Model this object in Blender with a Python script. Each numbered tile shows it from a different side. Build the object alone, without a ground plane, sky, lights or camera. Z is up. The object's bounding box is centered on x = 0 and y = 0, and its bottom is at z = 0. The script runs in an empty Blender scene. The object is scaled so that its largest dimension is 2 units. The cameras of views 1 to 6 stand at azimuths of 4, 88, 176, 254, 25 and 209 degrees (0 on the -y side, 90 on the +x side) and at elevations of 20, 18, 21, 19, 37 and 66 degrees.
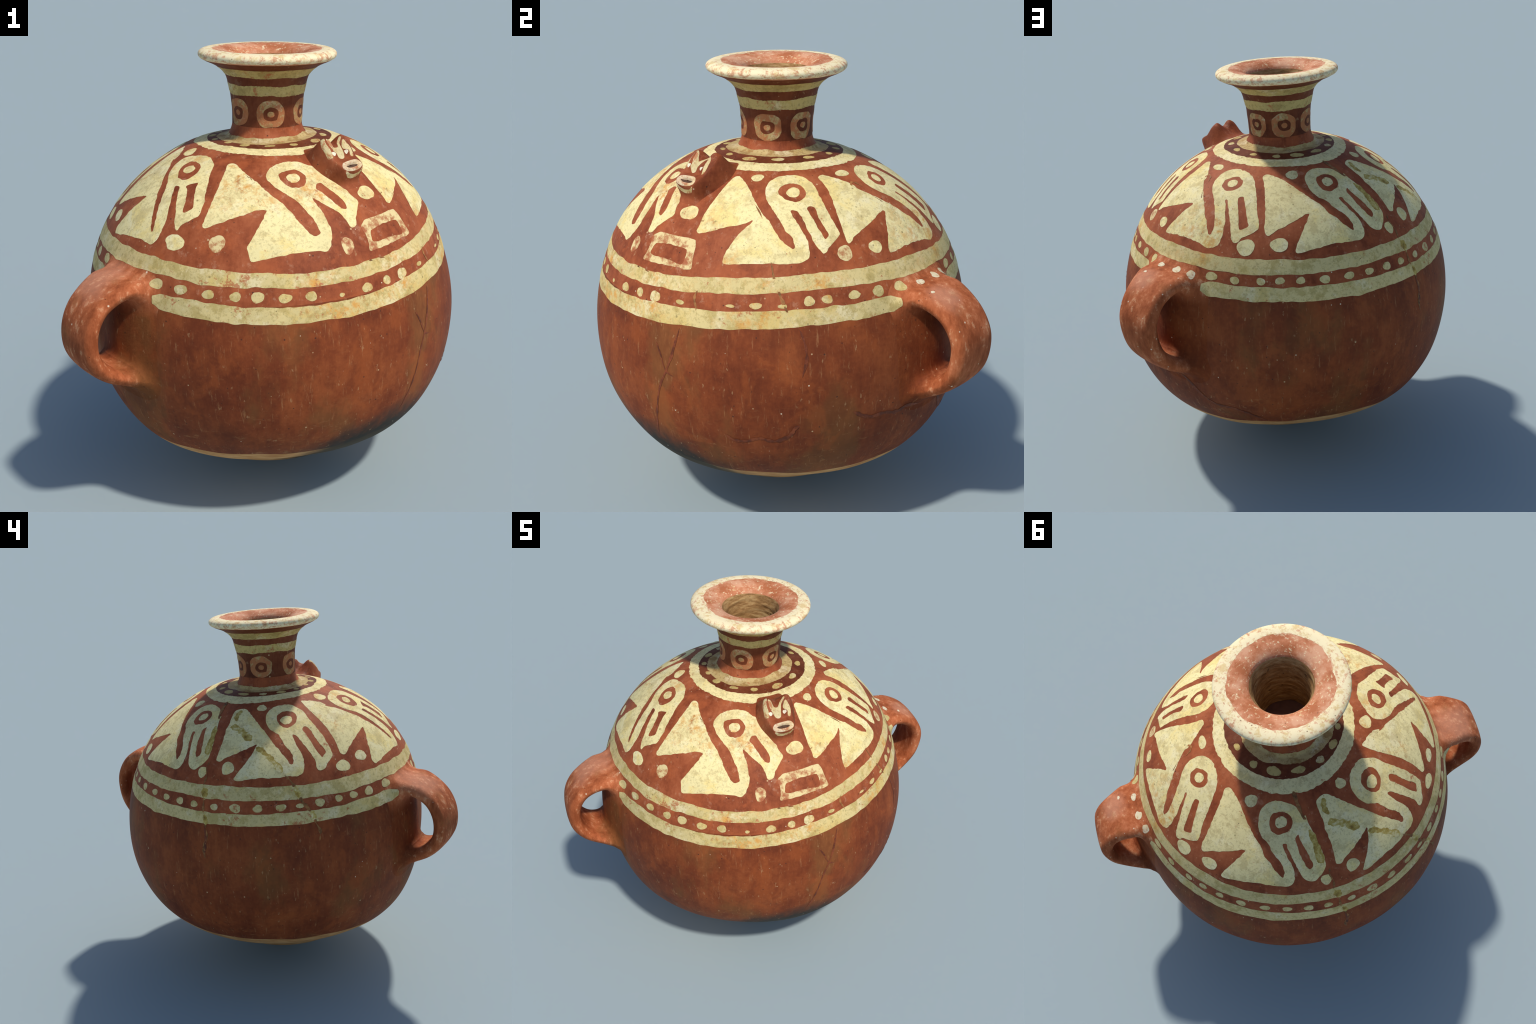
"""Painted two-handled pottery jar, built from profiles, painted motifs and rules."""
import bpy, bmesh, math, random
import numpy as np
from mathutils import Vector
from mathutils.bvhtree import BVHTree
from mathutils.geometry import delaunay_2d_cdt

random.seed(7)
rng = np.random.default_rng(7)
RAD = math.pi / 180.0

# ------------------------------------------------------------------ vessel body
# The body is described as a radius around CENTRE: a profile over the polar angle
# (0 = straight up) plus low harmonics for the hand-made out-of-roundness.
CENTRE = np.array([-0.0008, 0.0007, 0.7258])
PROFILE = np.array([0.8732, 0.9071, 0.9189, 0.9140, 0.8929, 0.8647, 0.8412, 0.8206, 0.7731, 0.6982, 0.6883, 0.6908, 0.7288])
OUT_OF_ROUND = {1: [(-0.0000, -0.0000), (-0.0106, 0.0017), (0.0128, -0.0129)],
                2: [(0.0028, 0.0057), (-0.0070, 0.0016), (0.0005, 0.0215)],
                3: [(-0.0029, 0.0016), (0.0017, 0.0014), (0.0068, 0.0038)],
                4: [(0.0056, 0.0008), (0.0092, 0.0006), (-0.0341, -0.0108)]}


# broad hand-made swellings and flats: azimuth, polar angle, width (degrees), height (m)
DENTS = [(112, 42, 26, -.006), (-22, 93, 28, .006), (-52, 92, 30, .006), (2, 92, 22, .006),
         (115, 95, 26, .007), (40, 152, 24, -.008), (120, 146, 24, -.006), (190, 106, 24, -.008),
         (235, 128, 26, .009), (120, 118, 18, .004), (0, 111, 26, -.007), (50, 110, 22, -.005),
         (-60, 112, 18, -.004), (150, 98, 18, -.004), (180, 16, 12, .005), (180, 133, 28, .009), (70, 28, 14, -.004)]


def cubic_knots(y, x):
    """Smooth curve through evenly spaced knots over 0..pi, flat at both ends."""
    n = len(y)
    h = math.pi / (n - 1)
    A = np.eye(n)
    b = np.zeros(n)
    for i in range(1, n - 1):
        A[i, i - 1], A[i, i], A[i, i + 1] = 1, 4, 1
        b[i] = 3 * (y[i + 1] - y[i - 1]) / h
    m = np.linalg.solve(A, b)
    i = np.clip((x / h).astype(int), 0, n - 2)
    t = x / h - i
    return ((2 * t**3 - 3 * t**2 + 1) * y[i] + (t**3 - 2 * t**2 + t) * h * m[i]
            + (-2 * t**3 + 3 * t**2) * y[i + 1] + (t**3 - t**2) * h * m[i + 1])


def body_radius(az, pol):
    """az, pol in radians."""
    r = cubic_knots(PROFILE, pol)
    sp, cp = np.sin(pol), np.cos(pol)
    for m, rows in OUT_OF_ROUND.items():
        for j, (a, b) in enumerate(rows):
            r = r + sp**m * cp**j * (a * np.cos(m * az) + b * np.sin(m * az))
    for a0, p0, wid, amp in DENTS:
        d = np.arccos(np.clip(np.cos(pol) * math.cos(p0 * RAD)
                              + sp * math.sin(p0 * RAD) * np.cos(az - a0 * RAD), -1, 1))
        r = r + amp * np.exp(-(d / (wid * RAD))**2)
    # faint finger undulations left by coil building
    r = r + sp**3 * (.0007 * np.sin(9 * az + 5 * pol) + .0006 * np.sin(13 * pol + 3 * az + 1.3)
                     + .0005 * np.sin(17 * az - 11 * pol))
    return r


def body_point(az, pol, lift=0.0):
    az, pol = np.asarray(az, float), np.asarray(pol, float)
    r = body_radius(az, pol) + lift
    d = np.stack([np.sin(pol) * np.cos(az), np.sin(pol) * np.sin(az), np.cos(pol)], -1)
    return CENTRE + d * r[..., None]


def body_normal(az, pol):
    e = 1e-3
    du = body_point(az + e, pol) - body_point(az - e, pol)
    dv = body_point(az, pol + e) - body_point(az, pol - e)
    n = np.cross(dv, du)
    return n / np.linalg.norm(n, axis=-1, keepdims=True)


def body_height(P):
    """signed distance (roughly) of points above the body surface"""
    q = P - CENTRE
    r = np.linalg.norm(q, axis=-1)
    return r - body_radius(np.arctan2(q[..., 1], q[..., 0]), np.arccos(np.clip(q[..., 2] / r, -1, 1)))


def catmull(P, per=8, closed=False):
    P = np.asarray(P, float)
    n = len(P)
    if closed:
        Q = np.concatenate([P[-1:], P, P[:2]])
        segs = n
    else:
        Q = np.concatenate([2 * P[:1] - P[1:2], P, 2 * P[-1:] - P[-2:-1]])
        segs = n - 1
    t = np.linspace(0, 1, per, endpoint=False)[:, None]
    out = []
    for i in range(segs):
        a, b, c, d = Q[i:i + 4]
        out.append(.5 * (2 * b + (c - a) * t + (2 * a - 5 * b + 4 * c - d) * t**2
                         + (3 * b - a - 3 * c + d) * t**3))
    if not closed:
        out.append(P[-1:])
    return np.concatenate(out)


# ------------------------------------------------------------------ neck and lip
NECK_AXIS = np.array([.0476, .0100, 1.0])
NECK_AXIS /= np.linalg.norm(NECK_AXIS)
NECK_BASE = np.array([.0280, .0027, 1.80])
NECK_X = np.array([1.0, 0, 0]) - NECK_AXIS * NECK_AXIS[0]
NECK_X /= np.linalg.norm(NECK_X)
NECK_Y = np.cross(NECK_AXIS, NECK_X)
# (radius, height along the neck axis): outside, over the lip, down the throat
NECK_OUT = [(.1565, 1.662), (.1565, 1.70), (.1575, 1.727), (.1595, 1.748), (.1640, 1.790),
            (.1728, 1.833), (.1842, 1.871), (.1995, 1.8935), (.2220, 1.9115), (.2500, 1.9265),
            (.2795, 1.9390), (.2965, 1.9500), (.3034, 1.9620), (.3000, 1.9738), (.2860, 1.9822),
            (.2650, 1.9860), (.2400, 1.9858), (.2150, 1.9835), (.1920, 1.9790), (.1710, 1.9705),
            (.1520, 1.9560), (.1385, 1.9300), (.1285, 1.8850), (.1220, 1.8000), (.1195, 1.7200),
            (.1180, 1.6500), (.1150, 1.6150)]


def neck_point(az, rho, s):
    az, rho, s = (np.asarray(v, float) for v in (az, rho, s))
    return (NECK_BASE + NECK_AXIS * (s - 1.8)[..., None]
            + rho[..., None] * (np.cos(az)[..., None] * NECK_X + np.sin(az)[..., None] * NECK_Y))


# ------------------------------------------------------------------ mesh helpers
ROOT = None


def add_mesh(name, verts, faces, mat, parent, normals=None, smooth=True, mat_index=None, kind=None):
    me = bpy.data.meshes.new(name)
    me.from_pydata([tuple(map(float, v)) for v in verts], [], [tuple(map(int, f)) for f in faces])
    for m in (mat if isinstance(mat, (list, tuple)) else [mat]):
        me.materials.append(m)
    if smooth:
        me.polygons.foreach_set("use_smooth", [True] * len(me.polygons))
    if mat_index is not None:
        me.polygons.foreach_set("material_index", [int(i) for i in mat_index])
    me.update()
    if normals is not None:
        me.normals_split_custom_set_from_vertices([tuple(map(float, n)) for n in normals])
    ob = bpy.data.objects.new(name, me)
    bpy.context.scene.collection.objects.link(ob)
    if parent is not None:
        ob.parent = parent
    if kind:
        ob["kind"] = kind
    return ob


def grid_faces(rows, cols, wrap=True, flip=False):
    f = []
    cc = cols if wrap else cols - 1
    for i in range(rows - 1):
        for j in range(cc):
            k = (j + 1) % cols
            q = (i * cols + j, i * cols + k, (i + 1) * cols + k, (i + 1) * cols + j)
            f.append(q[::-1] if flip else q)
    return f


def inside_loops(pts, loops):
    c = np.zeros(len(pts), bool)
    x, y = pts[:, 0], pts[:, 1]
    for L in loops:
        a, b = L, np.roll(L, -1, 0)
        for (x0, y0), (x1, y1) in zip(a, b):
            if y0 == y1:
                continue
            hit = ((y0 > y) != (y1 > y)) & (x < (x1 - x0) * (y - y0) / (y1 - y0) + x0)
            c ^= hit
    return c


def resample(L, step):
    d = np.linalg.norm(np.roll(L, -1, 0) - L, axis=1)
    s = np.concatenate([[0], np.cumsum(d)])
    n = max(8, int(s[-1] / step))
    t = np.linspace(0, s[-1], n, endpoint=False)
    C = np.concatenate([L, L[:1]])
    return np.stack([np.interp(t, s, C[:, k]) for k in (0, 1)], -1)


def hand_wobble(L, amp):
    """uneven brush edge"""
    n = len(L)
    t = np.roll(L, -1, 0) - np.roll(L, 1, 0)
    t /= np.linalg.norm(t, axis=1, keepdims=True) + 1e-9
    nrm = np.stack([t[:, 1], -t[:, 0]], -1)
    w = np.convolve(np.tile(rng.normal(size=n), 3), [.25, .5, .25], 'same')[n:2 * n]
    return L + nrm * (w * amp)[:, None]


def fill_loops(loops, step):
    """triangulate the even-odd inside of closed 2-D loops, with inner points"""
    P = [np.asarray(L) for L in loops]
    lo, hi = np.concatenate(P).min(0), np.concatenate(P).max(0)
    gx, gy = np.meshgrid(np.arange(lo[0] + step / 2, hi[0], step),
                         np.arange(lo[1] + step / 2, hi[1], step * .87))
    gx[1::2] += step / 2
    G = np.stack([gx.ravel(), gy.ravel()], -1)
    G = G[inside_loops(G, P)]
    rim = np.concatenate(P)
    if len(G):
        d = np.min(np.linalg.norm(G[:, None] - rim[None], axis=2), axis=1)
        G = G[d > step * .45]
    V = np.concatenate([rim, G]) if len(G) else rim
    E, k = [], 0
    for L in P:
        E += [(k + i, k + (i + 1) % len(L)) for i in range(len(L))]
        k += len(L)
    v2, _, f2, ov, _, _ = delaunay_2d_cdt([Vector(p) for p in V], E, [], 0, 1e-6)
    v2 = np.array([tuple(v) for v in v2])
    f2 = np.array([f for f in f2])
    keep = inside_loops(v2[f2].mean(1), P)
    f2 = f2[keep]
    on_rim = np.array([any(i < len(rim) for i in o) or len(o) == 0 for o in ov])
    used, inv = np.unique(f2, return_inverse=True)
    return v2[used], inv.reshape(-1, 3), on_rim[used]


def body_patch(name, loops, mat, parent, lift=.0016, edge=.0006, step=.014, wobble=.0011, smooth_curve=True):
    """a painted area: closed outlines in (azimuth, polar angle) degrees laid on the body"""
    first = np.asarray(loops[0], float)
    ref = first[:, 0].mean() if np.ptp(first[:, 0]) < 180 else first[0, 0]
    pc = first[:, 1].mean() * RAD
    R0 = .88
    sx = math.sin(pc) * R0 * RAD
    sy = R0 * RAD
    flat = []
    for L in loops:
        L = np.asarray(L, float).copy()
        L[:, 0] = (L[:, 0] - ref + 180) % 360 - 180
        L = L * [sx, sy]
        keep = [0]
        for i in range(1, len(L)):
            if np.linalg.norm(L[i] - L[keep[-1]]) > .004:
                keep.append(i)
        L = L[keep]
        if smooth_curve:
            L = catmull(L, 6, True)
        L = resample(L, .0065)
        flat.append(hand_wobble(L, wobble))
    v, f, rim = fill_loops(flat, step)
    az = (v[:, 0] / sx + ref) * RAD
    pol = v[:, 1] / sy * RAD
    lf = np.where(rim, edge, lift)
    P, N = drape(body_point(az, pol, lf), body_normal(az, pol), lf)
    a, b, c = P[f[:, 0]], P[f[:, 1]], P[f[:, 2]]
    fl = np.einsum('ij,ij->i', np.cross(b - a, c - a), N[f[:, 0]]) < 0
    f[fl] = f[fl][:, ::-1]
    return add_mesh(name, P, f, mat, parent, N)


def body_dot(name, az, pol, rx, ry, mat, parent, lift=.0016, rot=0.0):
    t = np.linspace(0, 2 * np.pi, 18, endpoint=False)
    w = 1 + rng.normal(size=18) * .03 + .05 * np.cos(2 * t + rng.uniform(0, 6)) + .05 * np.cos(3 * t + rng.uniform(0, 6))
    x, y = rx * np.cos(t) * w, ry * np.sin(t) * w
    x, y = x * math.cos(rot) - y * math.sin(rot), x * math.sin(rot) + y * math.cos(rot)
    R0 = .88
    loop = np.stack([az + x / (R0 * math.sin(pol * RAD)) / RAD, pol + y / R0 / RAD], -1)
    return body_patch(name, [loop], mat, parent, lift, step=.010, wobble=.0006)


def body_line(name, pts, width, mat, parent, lift=.0028, edge=.0012, ragged=.35):
    """a crack or mend: a ragged ribbon along control points"""
    p = catmull(np.asarray(pts, float), 10)
    k = math.sin(p[:, 1].mean() * RAD)
    q = p * [k, 1]
    t = np.gradient(q, axis=0)
    t /= np.linalg.norm(t, axis=1, keepdims=True) + 1e-9
    n = np.stack([-t[:, 1], t[:, 0]], -1)
    m = len(p)
    w = width / .88 / RAD / 2 * (1 + ragged * np.convolve(rng.normal(size=m + 4), [.3, .4, .3], 'same')[2:-2])
    w *= np.clip(np.minimum(np.arange(m), np.arange(m)[::-1]) / 5, .15, 1)
    a = (q + n * w[:, None]) / [k, 1]
    b = (q - n * w[:, None]) / [k, 1]
    return body_patch(name, [np.concatenate([a, b[::-1]])], mat, parent, lift, edge, step=.012,
                      wobble=.0012, smooth_curve=False)


def wave(coef, az):
    out = np.full_like(az, coef[0])
    for i in range(1, len(coef), 2):
        k = (i + 1) // 2
        out = out + coef[i] * np.cos(k * az) + coef[i + 1] * np.sin(k * az)
    return out


def brush_noise(n, amp, smooth=3):
    w = rng.normal(size=n)
    for _ in range(smooth):
        w = (np.roll(w, 1) + 2 * w + np.roll(w, -1)) / 4
    return w / (w.std() + 1e-9) * amp


def body_band(name, upper, lower, mat, parent, start=-180, stop=180, lift=.0016, edge=.0006, rows=7):
    """a painted band between two wavy edges (polar angles, degrees)"""
    full = stop - start >= 360
    n = int((stop - start) / .75)
    az = np.linspace(start, stop, n, endpoint=not full) * RAD
    u = wave(upper, az) + brush_noise(n, .10) + brush_noise(n, .10, 40)
    l = wave(lower, az) + brush_noise(n, .10) + brush_noise(n, .10, 40)
    if not full:
        e = np.clip(np.minimum(np.arange(n), np.arange(n)[::-1]) / 3, 0, 1)
        mid = (u + l) / 2
        u, l = mid + (u - mid) * (.55 + .45 * e), mid + (l - mid) * (.55 + .45 * e)
    t = np.linspace(0, 1, rows)[:, None]
    pol = (u + (l - u) * t) * RAD
    AZ = np.broadcast_to(az, pol.shape)
    lf = np.full(pol.shape, lift)
    lf[0] = lf[-1] = edge
    P, N = drape(body_point(AZ, pol, lf).reshape(-1, 3), body_normal(AZ, pol).reshape(-1, 3), lf.ravel())
    return add_mesh(name, P, grid_faces(rows, n, full, True), mat, parent, N)


# ------------------------------------------------------------------ materials
class Nodes:
    def __init__(self, name):
        self.mat = bpy.data.materials.new(name)
        self.mat.use_nodes = True
        self.t = self.mat.node_tree
        self.t.nodes.clear()
        self.out = self.t.nodes.new("ShaderNodeOutputMaterial")
        self.bsdf = self.t.nodes.new("ShaderNodeBsdfPrincipled")
        self.t.links.new(self.bsdf.outputs[0], self.out.inputs[0])
        self.obj = self.t.nodes.new("ShaderNodeTexCoord").outputs["Object"]

    def put(self, sock, v):
        if isinstance(v, bpy.types.NodeSocket):
            self.t.links.new(v, sock)
        else:
            if isinstance(v, (tuple, list)) and sock.type == 'RGBA' and len(v) == 3:
                v = (*v, 1)
            sock.default_value = v

    def math(self, op, a, b=0.0, c=0.0, clamp=False):
        n = self.t.nodes.new("ShaderNodeMath")
        n.operation = op
        n.use_clamp = clamp
        for i, v in enumerate((a, b, c)):
            self.put(n.inputs[i], v)
        return n.outputs[0]

    def vec(self, op, a, b=(0, 0, 0)):
        n = self.t.nodes.new("ShaderNodeVectorMath")
        n.operation = op
        self.put(n.inputs[0], a)
        self.put(n.inputs[1], b)
        return n.outputs["Value"] if op in ('DISTANCE', 'LENGTH', 'DOT_PRODUCT') else n.outputs["Vector"]

    def scale(self, v, s):
        return self.vec('MULTIPLY', v, s if isinstance(s, tuple) else (s, s, s))

    def noise(self, v, scale, detail=4.0, rough=.55, dist=0.0, colour=False):
        n = self.t.nodes.new("ShaderNodeTexNoise")
        self.put(n.inputs["Vector"], v)
        for k, x in (("Scale", scale), ("Detail", detail), ("Roughness", rough), ("Distortion", dist)):
            n.inputs[k].default_value = x
        return n.outputs["Color" if colour else "Fac"]

    def voronoi(self, v, scale, rnd=1.0):
        n = self.t.nodes.new("ShaderNodeTexVoronoi")
        self.put(n.inputs["Vector"], v)
        n.inputs["Scale"].default_value = scale
        n.inputs["Randomness"].default_value = rnd
        return n.outputs["Distance"], n.outputs["Color"]

    def step(self, v, lo, hi, a=0.0, b=1.0):
        n = self.t.nodes.new("ShaderNodeMapRange")
        n.interpolation_type = 'SMOOTHSTEP'
        for k, x in zip(("Value", "From Min", "From Max", "To Min", "To Max"), (v, lo, hi, a, b)):
            self.put(n.inputs[k], x)
        return n.outputs[0]

    def mix(self, f, a, b, kind='MIX'):
        n = self.t.nodes.new("ShaderNodeMix")
        n.data_type = 'RGBA'
        n.blend_type = kind
        self.put(n.inputs[0], f)
        self.put(n.inputs[6], a)
        self.put(n.inputs[7], b)
        return n.outputs[2]

    def ramp(self, f, stops):
        n = self.t.nodes.new("ShaderNodeValToRGB")
        e = n.color_ramp.elements
        while len(e) < len(stops):
            e.new(.5)
        for el, (p, c) in zip(e, stops):
            el.position = p
            el.color = (*c, 1)
        self.put(n.inputs[0], f)
        return n.outputs[0]

    def spot(self, centre, radius, soft=.5, rag=.25, scale=9.0):
        """ragged round mask around a place on the object"""
        d = self.vec('DISTANCE', self.obj, centre)
        d = self.math('ADD', d, self.math('MULTIPLY', self.math('SUBTRACT', self.noise(self.obj, scale, 5), .5), radius * rag * 4))
        return self.step(d, radius * (1 - soft), radius, 1.0, 0.0)

    def specks(self, scale, size, chance, v=None):
        d, c = self.voronoi(v if v is not None else self.obj, scale)
        s = self.t.nodes.new("ShaderNodeSeparateColor")
        self.put(s.inputs[0], c)
        near = self.step(self.math('ADD', d, self.math('MULTIPLY', s.outputs[1], size * .8)), size * .5, size, 1, 0)
        return self.math('MULTIPLY', near, self.math('LESS_THAN', s.outputs[0], chance))

    def streak_coords(self, squash=.12):
        """coordinates stretched along the wall, for burnishing strokes"""
        s = self.t.nodes.new("ShaderNodeSeparateXYZ")
        self.put(s.inputs[0], self.obj)
        x, y, z = s.outputs
        r = self.math('SQRT', self.math('ADD', self.math('MULTIPLY', x, x), self.math('MULTIPLY', y, y)))
        r = self.math('MAXIMUM', r, .02)
        c = self.t.nodes.new("ShaderNodeCombineXYZ")
        self.put(c.inputs[0], self.math('DIVIDE', x, r))
        self.put(c.inputs[1], self.math('DIVIDE', y, r))
        self.put(c.inputs[2], self.math('MULTIPLY', z, squash))
        return c.outputs[0], z, r

    def finish(self, colour, rough=.6, bump=None, strength=.15, dist=.004, spec=.35):
        self.put(self.bsdf.inputs["Base Color"], colour)
        self.put(self.bsdf.inputs["Roughness"], rough)
        self.bsdf.inputs["Specular IOR Level"].default_value = spec
        if bump is not None:
            b = self.t.nodes.new("ShaderNodeBump")
            b.inputs["Strength"].default_value = strength
            b.inputs["Distance"].default_value = dist
            self.put(b.inputs["Height"], bump)
            self.t.links.new(b.outputs[0], self.bsdf.inputs["Normal"])
        return self.mat


def red_colour(n, burnished=False, dark=1.0):
    st, z, r = n.streak_coords(.20)
    blotch = n.noise(n.obj, 3.0, 7, .62, .5)
    cloud = n.noise(n.scale(n.obj, (1, 1, .7)), 9, 6, .65, .3)
    streak = n.noise(st, 34 if burnished else 22, 7, .74)
    fine = n.noise(n.obj, 55, 6, .7)
    f = n.math('ADD', n.math('MULTIPLY', blotch, .33), n.math('MULTIPLY', cloud, .34))
    f = n.math('ADD', f, n.math('MULTIPLY', streak, .15))
    f = n.math('ADD', f, n.math('MULTIPLY', fine, .18))
    if burnished:
        tones = [(.145, .031, .0105), (.215, .049, .0150), (.30, .078, .023)]
    else:
        tones = [(.19, .041, .015), (.315, .078, .028), (.43, .125, .050)]
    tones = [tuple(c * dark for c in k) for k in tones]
    col = n.ramp(f, [(.40, tones[0]), (.50, tones[1]), (.60, tones[2])])
    if burnished:
        olive = n.step(n.noise(n.scale(n.obj, (1, 1, .6)), 2.6, 6, .6), .52, .64)
        col = n.mix(n.math('MULTIPLY', olive, .45), col, (.18, .085, .026))
        deep = n.step(n.noise(n.scale(n.obj, (1.3, 1.3, .5)), 4.3, 7, .68), .52, .62)
        col = n.mix(n.math('MULTIPLY', deep, .36), col, (.115, .026, .010))
        warm = n.step(n.noise(n.scale(n.obj, (1, 1, .8)), 5.3, 7, .66, .4), .53, .63)
        col = n.mix(n.math('MULTIPLY', warm, .26), col, (.40, .100, .024))
        rub = n.step(n.noise(st, 58, 7, .75), .57, .68)
        col = n.mix(n.math('MULTIPLY', rub, .36), col, (.48, .24, .10))
        low = n.step(z, .34, .70, 1.0, .15)
        rub2 = n.step(n.noise(n.scale(n.obj, (1, 1, 3.5)), 16, 8, .78), .57, .66)
        col = n.mix(n.math('MULTIPLY', n.math('MULTIPLY', rub2, low), .55), col, (.46, .235, .095))
        smoke = n.spot((.42, -.46, .19), .45, .36, .10, 10)
        smoke = n.math('MULTIPLY', smoke, n.step(n.noise(n.obj, 30, 6, .7), .30, .55, .78, 1.0))
        col = n.mix(n.math('MULTIPLY', smoke, .97), col, (.030, .030, .024))
        soot = n.math('MULTIPLY', n.specks(24, .30, .12), n.step(z, .30, .60, 1, 0))
        col = n.mix(n.math('MULTIPLY', soot, .35), col, (.06, .045, .03))
    else:
        glow = n.step(n.noise(n.obj, 7, 7, .68), .53, .64)
        col = n.mix(n.math('MULTIPLY', glow, .40), col, tuple(c * dark for c in (.47, .115, .036)))
        thin = n.step(n.noise(n.obj, 19, 8, .74), .56, .66)
        col = n.mix(n.math('MULTIPLY', thin, .30), col, tuple(c * dark for c in (.60, .33, .20)))
    scratch = n.step(n.noise(n.scale(n.obj, (1, 1, .45)), 48, 5, .62), .645, .70)
    col = n.mix(n.math('MULTIPLY', scratch, .34), col, (.56, .35, .17))
    col = n.mix(n.math('MULTIPLY', n.specks(30, .17, .20), .70), col, (.68, .47, .25))
    col = n.mix(n.math('MULTIPLY', n.specks(42, .21, .28), .80), col, (.045, .022, .016))
    col = n.mix(n.math('MULTIPLY', n.specks(19, .085, .35), .9), col, (.80, .66, .46))
    rough = n.math('ADD', .52, n.math('MULTIPLY', blotch, .22))
    bump = n.math('ADD', n.math('MULTIPLY', fine, .6), n.math('MULTIPLY', streak, .6))
    return col, rough, bump


def red_slip(name, burnished=False, dark=1.0):
    n = Nodes(name)
    col, rough, bump = red_colour(n, burnished, dark)
    return n.finish(col, rough, bump, .22, .004, .15)


def cream_slip(name, base=(.80, .66, .35), dirt=.5, worn=.0, tint=(.60, .46, .20)):
    n = Nodes(name)
    big = n.noise(n.obj, 3.4, 6, .62)
    mid = n.noise(n.obj, 15, 8, .72)
    fine = n.noise(n.obj, 62, 7, .78)
    col = n.mix(n.step(big, .44, .60), base, tuple(c * k for c, k in zip(base, (.90, .91, .92))))
    pale = n.step(n.noise(n.obj, 8, 7, .7), .52, .62)
    col = n.mix(n.math('MULTIPLY', pale, .55), col, tuple(min(.9, c + .5 * (w - c)) for c, w in zip(base, (.92, .84, .62))))
    yellow = n.step(n.noise(n.obj, 5.5, 7, .7, .4), .52, .64)
    col = n.mix(n.math('MULTIPLY', yellow, .65), col, tuple(c * k for c, k in zip(base, (.95, .86, .60))))
    col = n.mix(n.math('MULTIPLY', n.step(mid, .49, .60), dirt), col, tint)
    col = n.mix(n.math('MULTIPLY', n.step(fine, .51, .62), .38 + .3 * dirt), col, tuple(c * .8 for c in tint))
    # orange iron stains gather where the wall was broken
    stain = n.spot((.60, -.62, 1.08), .26, .8, .4, 11)
    for c, rr in (((.28, -.70, 1.08), .22), ((.86, -.15, 1.14), .22), ((-.06, -.47, 1.49), .20), ((.22, -.50, 1.47), .16), ((.36, -.60, 1.26), .12), ((-.33, -.23, 1.58), .15),
                  ((.42, .58, 1.30), .24), ((.60, -.36, 1.33), .24), ((-.52, -.14, 1.50), .10), ((.80, .10, 1.20), .16)):
        stain = n.math('MAXIMUM', stain, n.spot(c, rr, .8, .4, 11))
    vein = n.step(n.noise(n.obj, 17, 9, .78, .3), .46, .62)
    col = n.mix(n.math('MULTIPLY', n.math('MULTIPLY', stain, vein), .95), col, (.68, .33, .075))
    vein2 = n.step(n.noise(n.obj, 30, 9, .78, .3), .56, .64)
    col = n.mix(n.math('MULTIPLY', n.math('MULTIPLY', stain, vein2), .75), col, (.40, .13, .035))
    col = n.mix(n.math('MULTIPLY', n.specks(36, .24, .24), .70), col, (.26, .19, .07))
    col = n.mix(n.math('MULTIPLY', n.specks(47, .16, .25), .75), col, (.10, .075, .04))
    chip = n.step(n.math('ADD', n.math('MULTIPLY', n.noise(n.obj, 24, 9, .75), .7), n.math('MULTIPLY', big, .3)),
                  .597 - worn * .42, .630 - worn * .36)
    col = n.mix(n.math('MULTIPLY', chip, .80), col, (.44, .135, .052))
    grey = n.step(n.noise(n.obj, 95, 5, .7), .57, .66)
    col = n.mix(n.math('MULTIPLY', grey, .30), col, (.36, .29, .15))
    bump = n.math('ADD', n.math('MULTIPLY', fine, .5), n.math('MULTIPLY', mid, .5))
    return n.finish(col, .65, bump, .25, .004, .12)


def handle_clay(name):
    n = Nodes(name)
    fine = n.noise(n.obj, 46, 7, .72)
    drag = n.noise(n.scale(n.obj, (1, 1, .35)), 24, 6, .7)
    f = n.math('ADD', n.math('MULTIPLY', n.noise(n.obj, 5, 5), .45), n.math('MULTIPLY', drag, .55))
    col = n.ramp(f, [(.40, (.27, .066, .022)), (.50, (.42, .115, .042)), (.60, (.56, .185, .080))])
    scuff = n.step(n.math('ADD', n.math('MULTIPLY', drag, .6), n.math('MULTIPLY', fine, .4)), .54, .61)
    col = n.mix(n.math('MULTIPLY', scuff, .5), col, (.68, .38, .20))
    rosy = n.math('MAXIMUM', n.spot((-.66, -.60, 1.14), .16, .8, .3, 9), n.spot((.70, .62, 1.14), .10, .8, .3, 9))
    col = n.mix(n.math('MULTIPLY', rosy, .42), col, (.70, .35, .22))
    dull = n.step(n.noise(n.obj, 6.5, 6, .7), .54, .72)
    col = n.mix(n.math('MULTIPLY', dull, .35), col, (.33, .145, .05))
    col = n.mix(n.math('MULTIPLY', n.specks(30, .20, .30), .8), col, (.84, .68, .48))
    col = n.mix(n.math('MULTIPLY', n.specks(44, .17, .16), .8), col, (.05, .022, .016))
    # towards the wall the strap takes the colour of the body
    st, z, r = n.streak_coords(.10)
    wall, rough, bump = red_colour(n, True)
    edge = n.math('ADD', r, n.math('MULTIPLY', n.math('SUBTRACT', drag, .5), .06))
    near = n.math('MULTIPLY', n.step(edge, .868, .935, 1, 0), n.step(z, 1.00, 1.09, 1, 0))
    col = n.mix(near, col, wall)
    return n.finish(col, .75, n.math('ADD', fine, drag), .35, .005, .10)


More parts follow.
